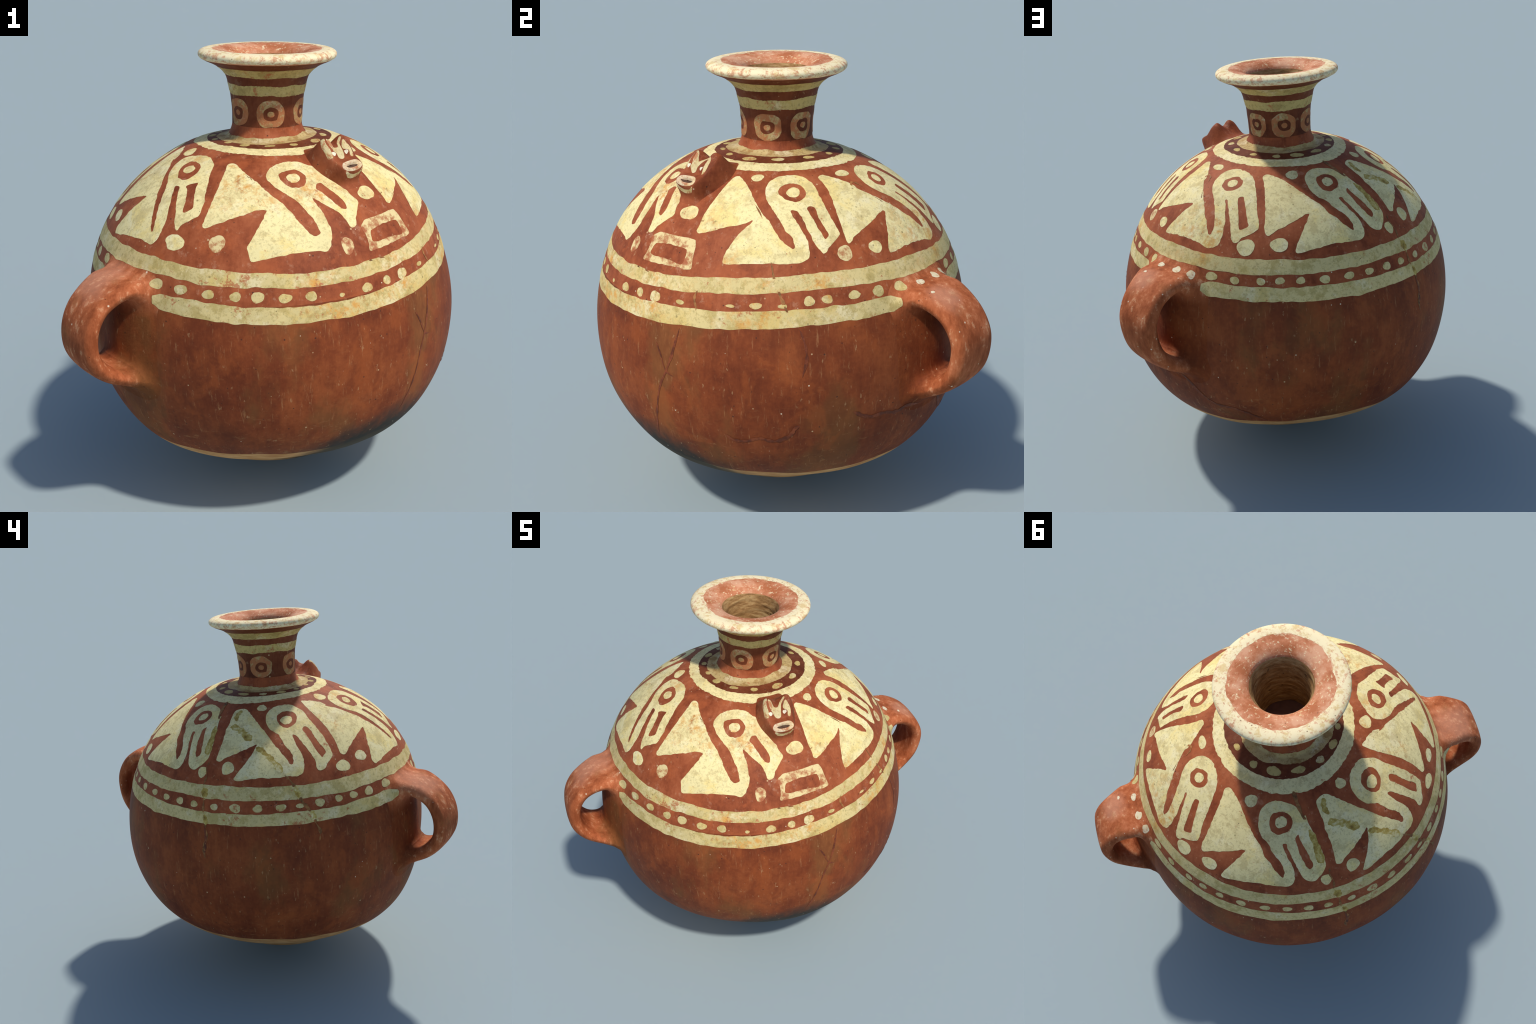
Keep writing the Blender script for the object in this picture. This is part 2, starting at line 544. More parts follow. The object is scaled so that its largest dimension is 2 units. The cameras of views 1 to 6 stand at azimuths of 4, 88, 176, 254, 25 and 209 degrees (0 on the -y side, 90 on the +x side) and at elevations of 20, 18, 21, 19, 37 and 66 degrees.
def lip_slip(name, pale_side=False):
    """red ground of the lip, rubbed with pale slip in strokes that run round it"""
    n = Nodes(name)
    s = n.t.nodes.new("ShaderNodeSeparateXYZ")
    n.put(s.inputs[0], n.vec('SUBTRACT', n.obj, (.0355, .0043, 0)))
    x, y, z = s.outputs
    r = n.math('MAXIMUM', n.math('SQRT', n.math('ADD', n.math('MULTIPLY', x, x), n.math('MULTIPLY', y, y))), .02)
    c = n.t.nodes.new("ShaderNodeCombineXYZ")
    n.put(c.inputs[0], n.math('DIVIDE', x, r))
    n.put(c.inputs[1], n.math('DIVIDE', y, r))
    n.put(c.inputs[2], n.math('MULTIPLY', n.math('ADD', r, z), 7.0))
    stroke = n.noise(c.outputs[0], 11, 8, .72)
    small = n.noise(n.obj, 42, 7, .72)
    f = n.math('ADD', n.math('MULTIPLY', stroke, .62), n.math('MULTIPLY', small, .38))
    red = n.ramp(n.noise(n.obj, 9, 6, .65), [(.40, (.46, .150, .062)), (.50, (.60, .240, .120)), (.60, (.70, .36, .21))])
    cream = n.mix(n.step(n.noise(n.obj, 26, 7, .7), .50, .62), (.90, .77, .48), (.76, .57, .28))
    if pale_side:
        edge = n.step(r, .275, .303, 0.0, .045)
        inner = n.step(r, .262, .235, 0.0, .05)
        f = n.math('ADD', n.math('ADD', f, edge), inner)
        col = n.mix(n.math('MULTIPLY', n.step(f, .525, .62), .88), cream, n.mix(.35, red, (.70, .40, .22)))
    else:
        col = n.mix(n.math('MULTIPLY', n.step(f, .535, .60), .8), red, cream)
    col = n.mix(n.math('MULTIPLY', n.specks(40, .2, .2), .8), col, (.20, .10, .05))
    return n.finish(col, .65, f, .25, .004, .12)


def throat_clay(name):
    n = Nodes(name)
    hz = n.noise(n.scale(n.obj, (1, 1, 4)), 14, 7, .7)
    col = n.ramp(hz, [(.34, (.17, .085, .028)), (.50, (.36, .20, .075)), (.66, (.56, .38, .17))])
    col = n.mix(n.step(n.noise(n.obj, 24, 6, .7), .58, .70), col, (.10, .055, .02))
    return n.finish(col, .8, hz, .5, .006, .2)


def plain_clay(name, c, vary=.25, rough=.65, scale=14):
    n = Nodes(name)
    f = n.noise(n.obj, scale, 6, .65)
    col = n.ramp(f, [(.34, tuple(x * (1 - vary) for x in c)), (.66, tuple(min(1, x * (1 + vary)) for x in c))])
    return n.finish(col, rough, f, .2, .003, .3)


def base_clay(name):
    """bare worn clay under the foot, smoked on one side"""
    n = Nodes(name)
    f = n.noise(n.scale(n.obj, (1, 1, 5)), 9, 7, .7)
    col = n.ramp(f, [(.38, (.48, .22, .075)), (.50, (.60, .31, .12)), (.62, (.68, .39, .17))])
    smoke = n.spot((.42, -.46, .19), .45, .36, .10, 10)
    col = n.mix(n.math('MULTIPLY', smoke, .95), col, (.045, .044, .034))
    return n.finish(col, .7, f, .2, .003, .12)


def mend_fill(name):
    n = Nodes(name)
    f = n.noise(n.obj, 26, 8, .75)
    col = n.ramp(f, [(.36, (.25, .14, .024)), (.46, (.45, .30, .060)), (.54, (.58, .43, .12)), (.64, (.80, .68, .36))])
    return n.finish(col, .7, f, .5, .006, .3)


def crack_stain(name):
    n = Nodes(name)
    f = n.noise(n.obj, 26, 6, .7)
    col = n.ramp(f, [(.40, (.105, .025, .009)), (.50, (.155, .034, .012)), (.60, (.235, .056, .017))])
    return n.finish(col, .6, f, .2, .003, .3)


def faded_slip(name):
    """thin paint through which the red ground shows"""
    n = Nodes(name)
    f = n.noise(n.obj, 20, 7, .72)
    col = n.ramp(f, [(.40, (.40, .120, .045)), (.47, (.52, .28, .12)), (.55, (.74, .58, .28))])
    return n.finish(col, .62, f, .2, .003, .3)




# ------------------------------------------------------------------ painted motifs
# control points are (azimuth, polar angle) in degrees on the body
BIRDS = [
    dict(
                outline=[(-108.5, 25.3), (-103.7, 25.3), (-96.2, 28.9), (-89.9, 32.2), (-85.2, 35.4),
                 (-81.1, 38.1), (-78.6, 40.2), (-76.6, 42.4), (-74.8, 44.8), (-73.0, 46.8), (-71.1, 48.4),
                 (-69.3, 48.2), (-68.5, 47.6), (-69.1, 45.3), (-70.4, 42.9), (-72.6, 40.1), (-75.7, 37.3),
                 (-79.7, 35.0), (-83.0, 33.0), (-85.9, 30.4), (-85.5, 28.6), (-83.1, 26.7), (-79.3, 25.4),
                 (-72.2, 24.6), (-65.6, 25.1), (-60.9, 26.9), (-58.1, 27.9), (-55.6, 30.5), (-53.1, 33.0),
                 (-51.1, 35.3), (-49.1, 39.5), (-48.1, 41.5), (-50.3, 43.4), (-52.8, 45.6), (-54.3, 47.6),
                 (-56.6, 47.8), (-57.2, 46.1), (-58.8, 43.4), (-62.6, 40.7), (-67.1, 37.9), (-66.6, 40.1),
                 (-65.2, 42.5), (-64.7, 45.4), (-64.3, 47.3), (-65.2, 50.0), (-66.4, 51.9), (-67.5, 52.7),
                 (-70.9, 52.5), (-75.5, 52.3), (-81.2, 52.7), (-87.2, 53.4), (-91.6, 54.0), (-92.6, 52.2),
                 (-92.9, 50.3), (-91.4, 47.8), (-89.1, 44.7), (-86.6, 41.1), (-86.7, 40.5), (-88.5, 40.5),
                 (-91.6, 41.0), (-97.6, 42.5), (-103.8, 44.5), (-108.0, 46.0), (-109.5, 45.5), (-109.4,
                 43.9), (-108.8, 40.6), (-108.3, 35.8), (-108.1, 31.3), (-108.4, 27.6)],
                slot=[(-62.1, 33.7), (-59.8, 33.8), (-57.9, 36.2), (-55.3, 39.0), (-54.4, 41.6), (-55.4,
                 42.8), (-57.5, 41.7), (-60.1, 38.8), (-62.5, 36.3), (-63.8, 35.1)],
                eye=[(-79.3, 29.2), (-72.8, 28.0), (-68.4, 28.4), (-65.9, 31.0), (-68.9, 33.8), (-73.8,
                 34.1), (-77.5, 32.7)],
        pupil=[(-76.0, 30.4), (-73.1, 29.4), (-69.7, 29.6), (-68.9, 31.2), (-70.9, 32.4), (-74.2, 32.4)],
    ),
    dict(
                outline=[(-169.5, 22.6), (-164.5, 23.0), (-156.1, 24.9), (-153.1, 27.3), (-154.3, 27.5),
                 (-147.8, 30.2), (-144.5, 32.7), (-140.4, 35.6), (-137.6, 38.4), (-134.7, 41.7), (-133.1,
                 44.0), (-131.2, 46.8), (-130.3, 48.1), (-129.1, 49.1), (-128.9, 47.9), (-129.9, 45.5),
                 (-131.6, 42.6), (-133.4, 39.5), (-135.3, 36.4), (-138.3, 34.0), (-141.8, 32.3), (-144.8,
                 29.8), (-146.1, 27.4), (-145.1, 25.3), (-139.8, 23.8), (-131.5, 22.9), (-123.7, 23.5),
                 (-118.1, 25.7), (-116.6, 27.6), (-115.5, 30.3), (-114.1, 32.7), (-112.8, 35.9), (-111.7,
                 39.1), (-111.8, 41.8), (-112.3, 43.0), (-115.3, 44.6), (-117.5, 46.0), (-118.5, 47.4),
                 (-119.6, 47.0), (-120.9, 45.4), (-122.3, 42.7), (-124.8, 39.2), (-127.8, 35.3), (-130.5,
                 35.4), (-129.7, 36.7), (-127.7, 39.5), (-125.8, 42.9), (-124.8, 45.8), (-124.9, 48.5),
                 (-125.7, 50.9), (-127.5, 52.2), (-129.7, 52.0), (-134.5, 51.7), (-143.2, 52.2), (-147.8,
                 53.0), (-149.8, 53.2), (-151.2, 51.9), (-150.4, 50.0), (-149.1, 47.8), (-147.2, 44.9),
                 (-144.7, 42.1), (-143.9, 40.3), (-151.9, 42.3), (-158.4, 44.6), (-163.0, 46.8), (-165.1,
                 46.3), (-165.2, 44.1), (-165.0, 42.2), (-165.1, 38.5), (-165.5, 35.8), (-166.7, 31.9),
                 (-168.4, 28.3), (-169.3, 25.3)],
                slot=[(-124.3, 34.7), (-119.9, 33.1), (-118.9, 33.6), (-118.9, 34.5), (-117.7, 36.7),
                 (-116.0, 39.9), (-116.0, 41.3), (-118.8, 42.4), (-119.5, 41.8), (-119.9, 40.4), (-120.8,
                 38.1), (-122.5, 36.0)],
                eye=[(-134.4, 32.0), (-137.9, 29.5), (-137.6, 27.6), (-134.8, 26.0), (-128.6, 26.2),
                 (-124.8, 27.7), (-124.0, 29.9), (-124.9, 31.5), (-128.1, 32.9), (-131.8, 32.7)],
                pupil=[(-133.8, 30.0), (-134.4, 28.6), (-131.8, 27.6), (-128.1, 28.0), (-127.3, 29.0),
                 (-128.8, 30.3), (-131.3, 30.5)],
    ),
    dict(
                outline=[(-29.7, 27.3), (-27.5, 25.9), (-23.7, 26.6), (-19.9, 28.7), (-16.8, 31.0), (-14.0,
                 33.7), (-11.6, 36.1), (-9.2, 38.6), (-6.4, 40.8), (-4.6, 43.1), (-2.6, 45.4), (-0.7, 47.0),
                 (0.8, 48.1), (1.6, 48.3), (2.1, 47.5), (1.4, 45.3), (-0.5, 43.5), (-1.8, 41.6), (-3.6,
                 39.4), (-5.6, 36.9), (-7.5, 34.8), (-8.7, 32.9), (-9.2, 30.6), (-8.6, 28.8), (-7.1, 27.3),
                 (-2.9, 26.0), (3.0, 25.4), (8.3, 25.8), (12.1, 26.9), (14.6, 28.9), (15.5, 30.8), (15.7,
                 33.0), (16.1, 36.0), (16.5, 38.9), (17.3, 41.6), (17.8, 43.5), (18.1, 45.2), (17.5, 46.1),
                 (15.6, 47.4), (13.6, 48.6), (12.2, 49.6), (11.0, 50.1), (10.2, 49.2), (9.5, 48.6), (8.4,
                 46.2), (7.3, 43.4), (6.1, 40.5), (4.7, 38.0), (1.8, 37.6), (2.5, 39.4), (3.8, 41.1), (5.1,
                 43.5), (6.2, 45.6), (6.7, 47.4), (6.7, 49.5), (6.1, 50.7), (4.4, 51.7), (1.5, 52.0), (-1.3,
                 52.0), (-4.1, 51.8), (-6.9, 51.8), (-11.3, 51.9), (-16.1, 52.1), (-19.8, 52.3), (-21.4,
                 51.9), (-20.7, 49.3), (-19.3, 46.9), (-17.5, 44.6), (-15.5, 42.7), (-13.0, 40.8), (-13.1,
                 40.3), (-15.2, 41.1), (-18.8, 42.0), (-21.3, 42.2), (-24.9, 43.2), (-28.8, 44.2), (-32.6,
                 45.0), (-34.0, 44.3), (-33.7, 43.1), (-33.8, 40.7), (-33.4, 38.1), (-32.5, 35.1), (-31.3,
                 31.3)],
                slot=[(8.5, 37.4), (10.2, 36.8), (11.9, 37.4), (12.2, 39.3), (12.7, 41.7), (13.6, 43.8),
                 (14.2, 45.5), (13.0, 46.5), (12.3, 45.9), (11.3, 43.8), (10.4, 41.5), (9.4, 39.3)],
                eye=[(-2.9, 31.4), (-0.9, 29.4), (3.1, 28.6), (7.3, 29.2), (9.6, 30.7), (10.1, 32.4), (8.3,
                 34.0), (5.0, 35.2), (1.5, 34.5), (-0.9, 33.3)],
        pupil=[(1.0, 31.7), (2.7, 30.4), (5.3, 30.1), (7.3, 31.4), (6.3, 33.1), (3.9, 33.6), (1.8, 33.0)],
    ),
    dict(
                outline=[(19.8, 27.4), (23.1, 26.6), (26.1, 27.4), (31.5, 29.5), (36.0, 32.1), (36.6, 33.6),
                 (40.5, 36.3), (44.3, 38.8), (48.0, 41.7), (50.8, 44.6), (53.4, 46.8), (54.3, 48.2), (55.6,
                 49.6), (56.8, 49.4), (56.9, 47.3), (55.8, 44.4), (53.6, 41.5), (51.1, 39.0), (48.0, 36.8),
                 (45.4, 34.9), (44.0, 32.8), (43.8, 31.1), (44.0, 29.2), (46.4, 27.4), (51.6, 26.0), (58.2,
                 26.2), (63.7, 27.5), (67.6, 29.6), (70.3, 33.0), (72.2, 36.7), (73.4, 40.2), (74.8, 43.2),
                 (75.4, 45.2), (75.0, 46.7), (72.0, 48.3), (69.4, 49.5), (68.5, 50.7), (67.1, 51.2), (65.8,
                 50.5), (64.6, 48.2), (63.0, 44.9), (60.7, 41.5), (58.9, 39.2), (58.0, 38.2), (57.0, 38.3),
                 (59.1, 41.4), (60.9, 45.1), (61.4, 48.3), (61.3, 51.2), (60.5, 52.7), (58.5, 53.6), (55.8,
                 53.7), (53.8, 53.1), (50.6, 52.6), (46.1, 52.3), (40.8, 52.4), (34.7, 53.0), (34.2, 51.6),
                 (36.1, 48.8), (37.9, 46.0), (39.7, 43.6), (41.0, 41.9), (37.8, 42.2), (29.9, 44.7), (27.5,
                 45.4), (23.4, 46.8), (20.6, 48.4), (19.8, 47.3), (19.7, 45.4), (19.9, 42.9), (20.0, 40.6),
                 (20.2, 37.9), (20.9, 33.8), (20.9, 30.9), (20.4, 29.2)],
                slot=[(63.1, 37.7), (63.4, 36.6), (65.3, 36.3), (67.0, 38.5), (69.0, 41.5), (70.5, 44.3),
                 (71.0, 45.8), (67.9, 47.2), (66.9, 45.0), (65.2, 41.3)],
                eye=[(50.4, 33.6), (50.3, 31.3), (53.0, 29.8), (56.7, 29.0), (59.8, 29.9), (61.6, 31.4),
                 (60.6, 33.3), (57.9, 34.6), (55.1, 35.2), (52.5, 34.6)],
                pupil=[(53.0, 32.6), (53.1, 31.3), (55.5, 30.5), (58.0, 30.8), (58.4, 32.4), (56.4, 33.4),
                 (54.4, 33.4)],
    ),
    dict(
                outline=[(71.9, 27.9), (74.1, 26.7), (78.6, 27.1), (85.1, 28.7), (90.7, 31.4), (95.6, 34.0),
                 (99.2, 36.3), (102.9, 38.5), (105.9, 41.6), (108.6, 43.5), (110.7, 45.6), (112.6, 47.1),
                 (114.2, 48.1), (114.8, 46.6), (114.1, 44.4), (112.1, 42.2), (108.6, 39.6), (106.4, 37.3),
                 (103.2, 35.9), (100.2, 33.6), (99.0, 30.9), (98.5, 28.5), (101.7, 25.8), (106.4, 24.5),
                 (113.0, 24.5), (119.5, 25.4), (123.1, 27.2), (125.1, 29.4), (126.4, 28.8), (127.9, 31.7),
                 (130.3, 35.9), (131.5, 39.4), (132.2, 42.7), (132.2, 45.2), (130.6, 47.4), (128.1, 49.3),
                 (125.9, 50.0), (123.3, 49.0), (121.6, 47.1), (119.8, 44.1), (117.7, 40.9), (116.1, 38.3),
                 (115.3, 37.0), (113.4, 37.2), (114.8, 39.3), (116.5, 41.9), (118.3, 44.4), (119.0, 46.4),
                 (118.9, 48.6), (118.2, 50.3), (116.2, 51.4), (114.0, 51.4), (109.0, 51.4), (104.7, 51.2),
                 (100.0, 51.8), (94.8, 52.7), (91.1, 53.3), (90.0, 53.0), (90.1, 51.3), (91.5, 48.9), (93.9,
                 45.4), (96.6, 41.7), (96.1, 41.3), (92.3, 42.5), (87.6, 44.5), (83.6, 46.1), (81.0, 47.4),
                 (79.5, 48.2), (78.3, 47.5), (77.8, 46.0), (77.5, 42.6), (76.8, 38.5), (75.5, 34.1), (74.0,
                 30.4)],
                slot=[(121.5, 34.1), (122.0, 35.6), (123.8, 38.1), (125.7, 41.2), (126.9, 44.1), (126.4,
                 45.1), (125.2, 45.6), (123.5, 43.5), (121.6, 40.3), (120.4, 37.3), (119.8, 35.3)],
                eye=[(105.3, 29.6), (107.6, 28.0), (113.6, 27.4), (117.6, 28.7), (118.5, 30.8), (116.4,
                 32.9), (111.2, 34.2), (107.3, 33.4), (105.5, 31.6)],
        pupil=[(108.7, 29.8), (111.9, 28.7), (114.9, 29.5), (115.0, 31.1), (111.7, 32.3), (109.1, 31.6)],
    ),
    dict(
                outline=[(135.0, 27.1), (136.3, 24.9), (143.4, 24.4), (149.1, 27.1), (155.0, 31.0), (160.0,
                 35.1), (164.0, 39.3), (167.0, 42.6), (169.6, 45.7), (170.5, 47.0), (171.6, 47.2), (172.3,
                 45.6), (171.8, 42.9), (169.7, 40.8), (168.5, 38.5), (166.2, 35.7), (163.0, 34.1), (160.5,
                 31.5), (159.8, 28.4), (161.6, 25.6), (167.3, 23.6), (174.7, 23.1), (-179.7, 23.6), (-175.8,
                 25.7), (-173.2, 28.0), (-172.8, 31.0), (-171.3, 34.6), (-170.0, 38.4), (-169.3, 42.2),
                 (-169.2, 44.8), (-169.8, 46.6), (-172.9, 48.5), (-175.6, 50.3), (-177.6, 50.4), (-178.3,
                 49.3), (-178.3, 46.9), (180.0, 43.0), (178.5, 40.3), (176.8, 37.8), (175.4, 36.7), (174.3,
                 36.9), (175.0, 40.3), (176.2, 43.2), (176.8, 45.7), (176.3, 48.9), (175.0, 50.5), (172.3,
                 51.3), (169.9, 51.1), (167.7, 51.1), (162.5, 51.4), (156.9, 51.2), (151.2, 51.9), (148.0,
                 52.2), (146.5, 51.8), (147.0, 50.6), (149.6, 47.6), (151.9, 44.9), (154.0, 42.2), (155.4,
                 39.7), (154.1, 39.8), (150.8, 41.0), (145.7, 42.9), (141.1, 44.7), (138.2, 46.1), (136.7,
                 45.2), (136.7, 42.8), (136.7, 38.2), (135.7, 34.5), (136.1, 31.9)],
                slot=[(-179.4, 34.9), (-176.8, 34.1), (-175.2, 35.6), (-174.3, 38.8), (-173.2, 41.7),
                 (-171.9, 44.5), (-173.6, 45.7), (-174.7, 46.2), (-176.1, 43.8), (-177.4, 40.1), (-178.5,
                 36.9)],
                eye=[(167.0, 29.1), (170.4, 26.7), (175.6, 26.4), (180.0, 27.7), (179.9, 30.5), (176.6,
                 32.7), (172.6, 33.6), (168.8, 32.5)],
        pupil=[(168.8, 30.2), (171.5, 28.8), (175.7, 28.7), (176.9, 30.2), (174.8, 31.8), (171.0, 31.9)],
    ),
]
FRET = dict(
        outline=[(-52.2, 55.0), (-52.3, 53.4), (-52.0, 50.9), (-52.5, 48.4), (-49.6, 46.8), (-44.1, 46.7),
             (-34.6, 46.7), (-32.5, 47.7), (-32.0, 50.4), (-31.7, 53.1), (-31.7, 54.5), (-34.9, 54.9),
             (-36.1, 54.6), (-43.6, 54.8)],
        slot=[(-49.8, 53.0), (-49.6, 50.3), (-48.2, 49.8), (-43.4, 49.3), (-36.3, 49.5), (-35.0, 50.1),
             (-35.0, 51.8), (-35.7, 53.7), (-42.2, 53.1)],
)
CRACKS = [
    [(-32.2, 69.6), (-34.4, 77.3), (-36.5, 82.5), (-39.0, 87.8), (-41.6, 96.9), (-44.4, 105.8)],
    [(-40.6, 74.3), (-38.5, 77.8), (-36.5, 82.1), (-33.2, 83.6)],
        [(-19.3, 98.2), (-16.9, 100.1), (-13.2, 100.1), (-9.5, 98.8), (-5.3, 99.8), (-1.5, 97.9), (0.2,
             95.3), (1.4, 94.3)],
    [(1.8, 68.0), (3.0, 71.2), (3.5, 75.5), (2.2, 80.5)],
    [(16.1, 92.0), (18.7, 93.8), (21.9, 95.0), (26.1, 95.0), (30.7, 96.1), (34.5, 95.3), (40.1, 95.9)],
    [(49.0, 96.3), (52.0, 100.1), (56.1, 104.6), (60.5, 107.3), (66.8, 107.8), (73.3, 110.7), (78.5, 115.0)],
    [(136.5, 67.9), (137.3, 72.1), (136.6, 78.9)],
]
REPAIRS = [
    [(136.9, 32.6), (142.1, 33.1), (147.9, 35.4), (154.4, 39.4)],
    [(155.0, 40.6), (157.6, 41.6), (161.3, 44.1), (164.2, 46.6), (167.5, 50.5)],
    [(133.6, 54.7), (135.0, 56.7), (135.3, 59.2)],
    [(135.5, 63.3), (136.8, 65.3), (137.0, 67.4)],
    [(170.8, 54.0), (172.0, 56.4), (172.1, 58.4)],
    [(175.8, 62.7), (176.9, 64.6), (177.1, 66.3)],
    [(126.7, 32.3), (129.2, 37.0), (129.9, 41.0), (131.1, 45.1)],
    [(141.6, 24.5), (138.7, 27.4), (140.5, 30.9)],
    [(-52.9, 57.5), (-49.2, 58.8), (-45.0, 59.7), (-40.7, 58.9)],
    [(-27.1, 56.2), (-28.2, 59.2)],
    [(-27.4, 63.9), (-29.0, 67.4), (-28.0, 68.9)],
    [(-85.7, 65.9), (-81.9, 67.4), (-76.6, 67.9), (-72.6, 68.0), (-69.0, 66.2)],
    [(40.9, 36.8), (43.4, 39.7), (43.8, 43.2), (44.1, 46.3), (44.4, 49.8), (44.8, 52.4)],
    [(-13.3, 35.1), (-10.2, 38.6), (-8.2, 42.4), (-6.8, 46.7), (-5.6, 51.3)],
    [(-34.3, 41.7), (-29.4, 41.1), (-22.8, 40.2), (-17.6, 39.7), (-13.2, 39.8)],
]
EYES_ON_NECK = [-81.5, -19.5, 40.0, 95.0, 150.5, -141.5]
BAND_EDGES = dict(
    e1=[55.24, .79, -.86, -.80, -.37, -.37, .02],
    e2=[59.41, .64, -.56, -.67, -.28, -.47, .03],
    e3=[63.56, .63, -.80, -.72, -.40, -.26, .24],
    e4=[67.73, .85, -.97, -.77, -.59, -.21, .08],
    r1=[21.80, 1.85, .92, -.06, -.27],
    r2=[17.77, 1.86, .70, -.10, -.01],
    r3=[13.11, 1.84, -.15, -.11, .60])
# (azimuth, polar angle, half width, half height in metres, look)
BIG_DOTS = [(-118.2, 50.5, .043, .032, 'c'), (-149.4, 22.9, .032, .030, 'c'), (-155.8, 48.8, .034, .027, 'c'),
            (-166.4, 50.4, .039, .030, 'c'), (-103.1, 49.7, .031, .034, 'f'), (-60.2, 52.3, .026, .034, 'f'),
            (-41.1, 39.8, .042, .034, 'c'), (-14.7, 26.2, .025, .021, 'c'), (36.3, 27.2, .031, .021, 'c'),
            (18.1, 50.6, .031, .030, 'f'), (29.5, 50.4, .028, .026, 'c'), (71.5, 52.1, .041, .036, 'c'),
            (91.0, 26.5, .029, .028, 'c'), (83.8, 50.9, .039, .032, 'c'), (156.3, 23.8, .024, .025, 'c'),
            (131.4, 50.2, .026, .028, 'c'), (143.2, 48.1, .034, .032, 'c')]
STRIP_DOTS = [(-180, 60.5, .025, .020), (-172.4, 60.3, .020, .018), (-166, 60.3, .024, .017), (-158.6, 60.5, .027, .022),
              (-149, 60.2, .029, .022), (-121.4, 61.5, .029, .021), (-113, 61.9, .029, .019), (-104.3, 62.4, .025, .018),
              (-96.4, 62.7, .023, .018), (-90.1, 62.8, .025, .021), (-82.4, 63.3, .026, .018), (-74.9, 63.4, .023, .019),
              (-65.8, 64.2, .013, .008), (-57.2, 63.8, .024, .019), (-49.5, 63.4, .020, .018), (-42.7, 63.2, .028, .023),
              (-33.2, 63.1, .020, .009), (-17.3, 62.5, .019, .006), (-10.0, 62.2, .025, .012), (-2.5, 62.3, .019, .008),
              (5.0, 61.4, .022, .018), (10.2, 61.3, .022, .016), (18.3, 61.1, .024, .017), (26.1, 61.3, .026, .021),
              (33.5, 61.4, .025, .019), (60.5, 61.6, .029, .020), (69, 61.9, .022, .017), (77.8, 61.6, .021, .016),
              (84.1, 61.3, .022, .016), (91, 61.3, .020, .016), (99.2, 61.4, .026, .018), (108, 61.2, .027, .016),
              (116.1, 61.1, .025, .015), (123.8, 61.0, .023, .019), (130.9, 61.0, .021, .017), (139.8, 61.1, .022, .016),
              (148.2, 61.0, .029, .022), (156.8, 61.0, .024, .019), (165.3, 60.9, .026, .017), (172.3, 60.8, .020, .012)]
RING_DOTS = [(-157.1, 14.3, .019, .015), (-130.6, 13.9, .021, .014), (-106.5, 14.8, .024, .017), (-80, 15.6, .024, .013),
             (-55.8, 16.3, .021, .015), (-28.7, 17.2, .031, .020), (-2.2, 17.3, .028, .018), (25.8, 17.4, .026, .017),
             (52.3, 17.4, .019, .016), (77.5, 16.9, .021, .018), (99.9, 16.1, .034, .024), (127.1, 15.3, .034, .018),
             (154.1, 14.8, .021, .019), (178.8, 14.5, .026, .019)]

# ------------------------------------------------------------------ build
slip_field = red_slip("red_slip_field")
slip_burnished = red_slip("red_slip_burnished", burnished=True)
slip_neck = red_slip("red_slip_neck", dark=.48)  # red about halved: the lip's shadow on the neck is in this colour
slip_head = red_slip("red_slip_head", dark=.90)
cream = cream_slip("cream_slip", (.89, .745, .365), .58)
cream_band = cream_slip("cream_slip_band", (.72, .565, .255), .80, .06, (.50, .37, .13))
cream_neck = cream_slip("cream_slip_neck", (.60, .45, .165), .65, .08, (.36, .25, .08))  # cream toned down, baking in the shade below the lip
cream_lip = lip_slip("cream_slip_lip", True)
tan_ring = cream_slip("tan_slip_ring", (.58, .42, .18), .85, .04, (.36, .21, .07))
clay_handle = handle_clay("handle_clay")
lip_red = lip_slip("lip_slip")
throat_mat = throat_clay("throat_clay")
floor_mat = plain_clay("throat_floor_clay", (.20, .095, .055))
base_mat = base_clay("base_clay")
mend = mend_fill("mend_fill")
crack = crack_stain("crack_stain")
faded = faded_slip("faded_slip")
fissure = plain_clay("fissure_stain", (.28, .115, .035), .6, .7, 34)
pink = cream_slip("pink_slip", (.74, .56, .34), .5, .12, (.60, .33, .18))
white = plain_clay("white_slip", (.84, .74, .54), .12)
shade_hole = plain_clay("mouth_dark", (.10, .05, .03))  # near-black brown for the patch in the mouth slit

jar = bpy.data.objects.new("pottery_jar", None)
bpy.context.scene.collection.objects.link(jar)
jar["label"] = "round red and cream painted clay jar with two handles"
jar["category"] = "pottery jar"

# --- turned vessel: one grid of rows from the foot up, over the lip, down the throat
COLS = 336
az = np.arange(COLS) / COLS * 2 * np.pi
neck_xy = NECK_BASE[:2] + NECK_AXIS[:2] * (1.61 - 1.8)
FOOT_POL = 116.0
pols = np.concatenate([np.linspace(179.6, FOOT_POL, 44), np.linspace(FOOT_POL, 35, 100)[1:]]) * RAD
foot_wave = (1.3 * np.sin(2 * az + .6) + .9 * np.sin(5 * az + 2) + .5 * np.sin(9 * az) + .3 * np.sin(17 * az + 1)) * RAD
rows = [body_point(az, p + foot_wave * math.exp(-((p / RAD - FOOT_POL) / 9)**2)) for p in pols]
n_foot = 44
split_row = int(np.argmin(np.abs(pols - 65.4 * RAD)))
# shoulder: rings slide over so that the last one is centred on the neck
start_xy = rows[-1][:, :2]
end_xy = neck_xy + .190 * np.stack([np.cos(az), np.sin(az)], -1)
for t in np.linspace(0, 1, 42)[1:]:
    xy = start_xy + (end_xy - start_xy) * t
    d = xy - CENTRE[:2]
    a, rho = np.arctan2(d[:, 1], d[:, 0]), np.linalg.norm(d, axis=1)
    pol = np.arcsin(np.clip(rho / .9, 0, .99))
    for _ in range(12):
        pol = np.arcsin(np.clip(rho / body_radius(a, pol), 0, .99))
    rows.append(body_point(a, pol))
n_body = len(rows)
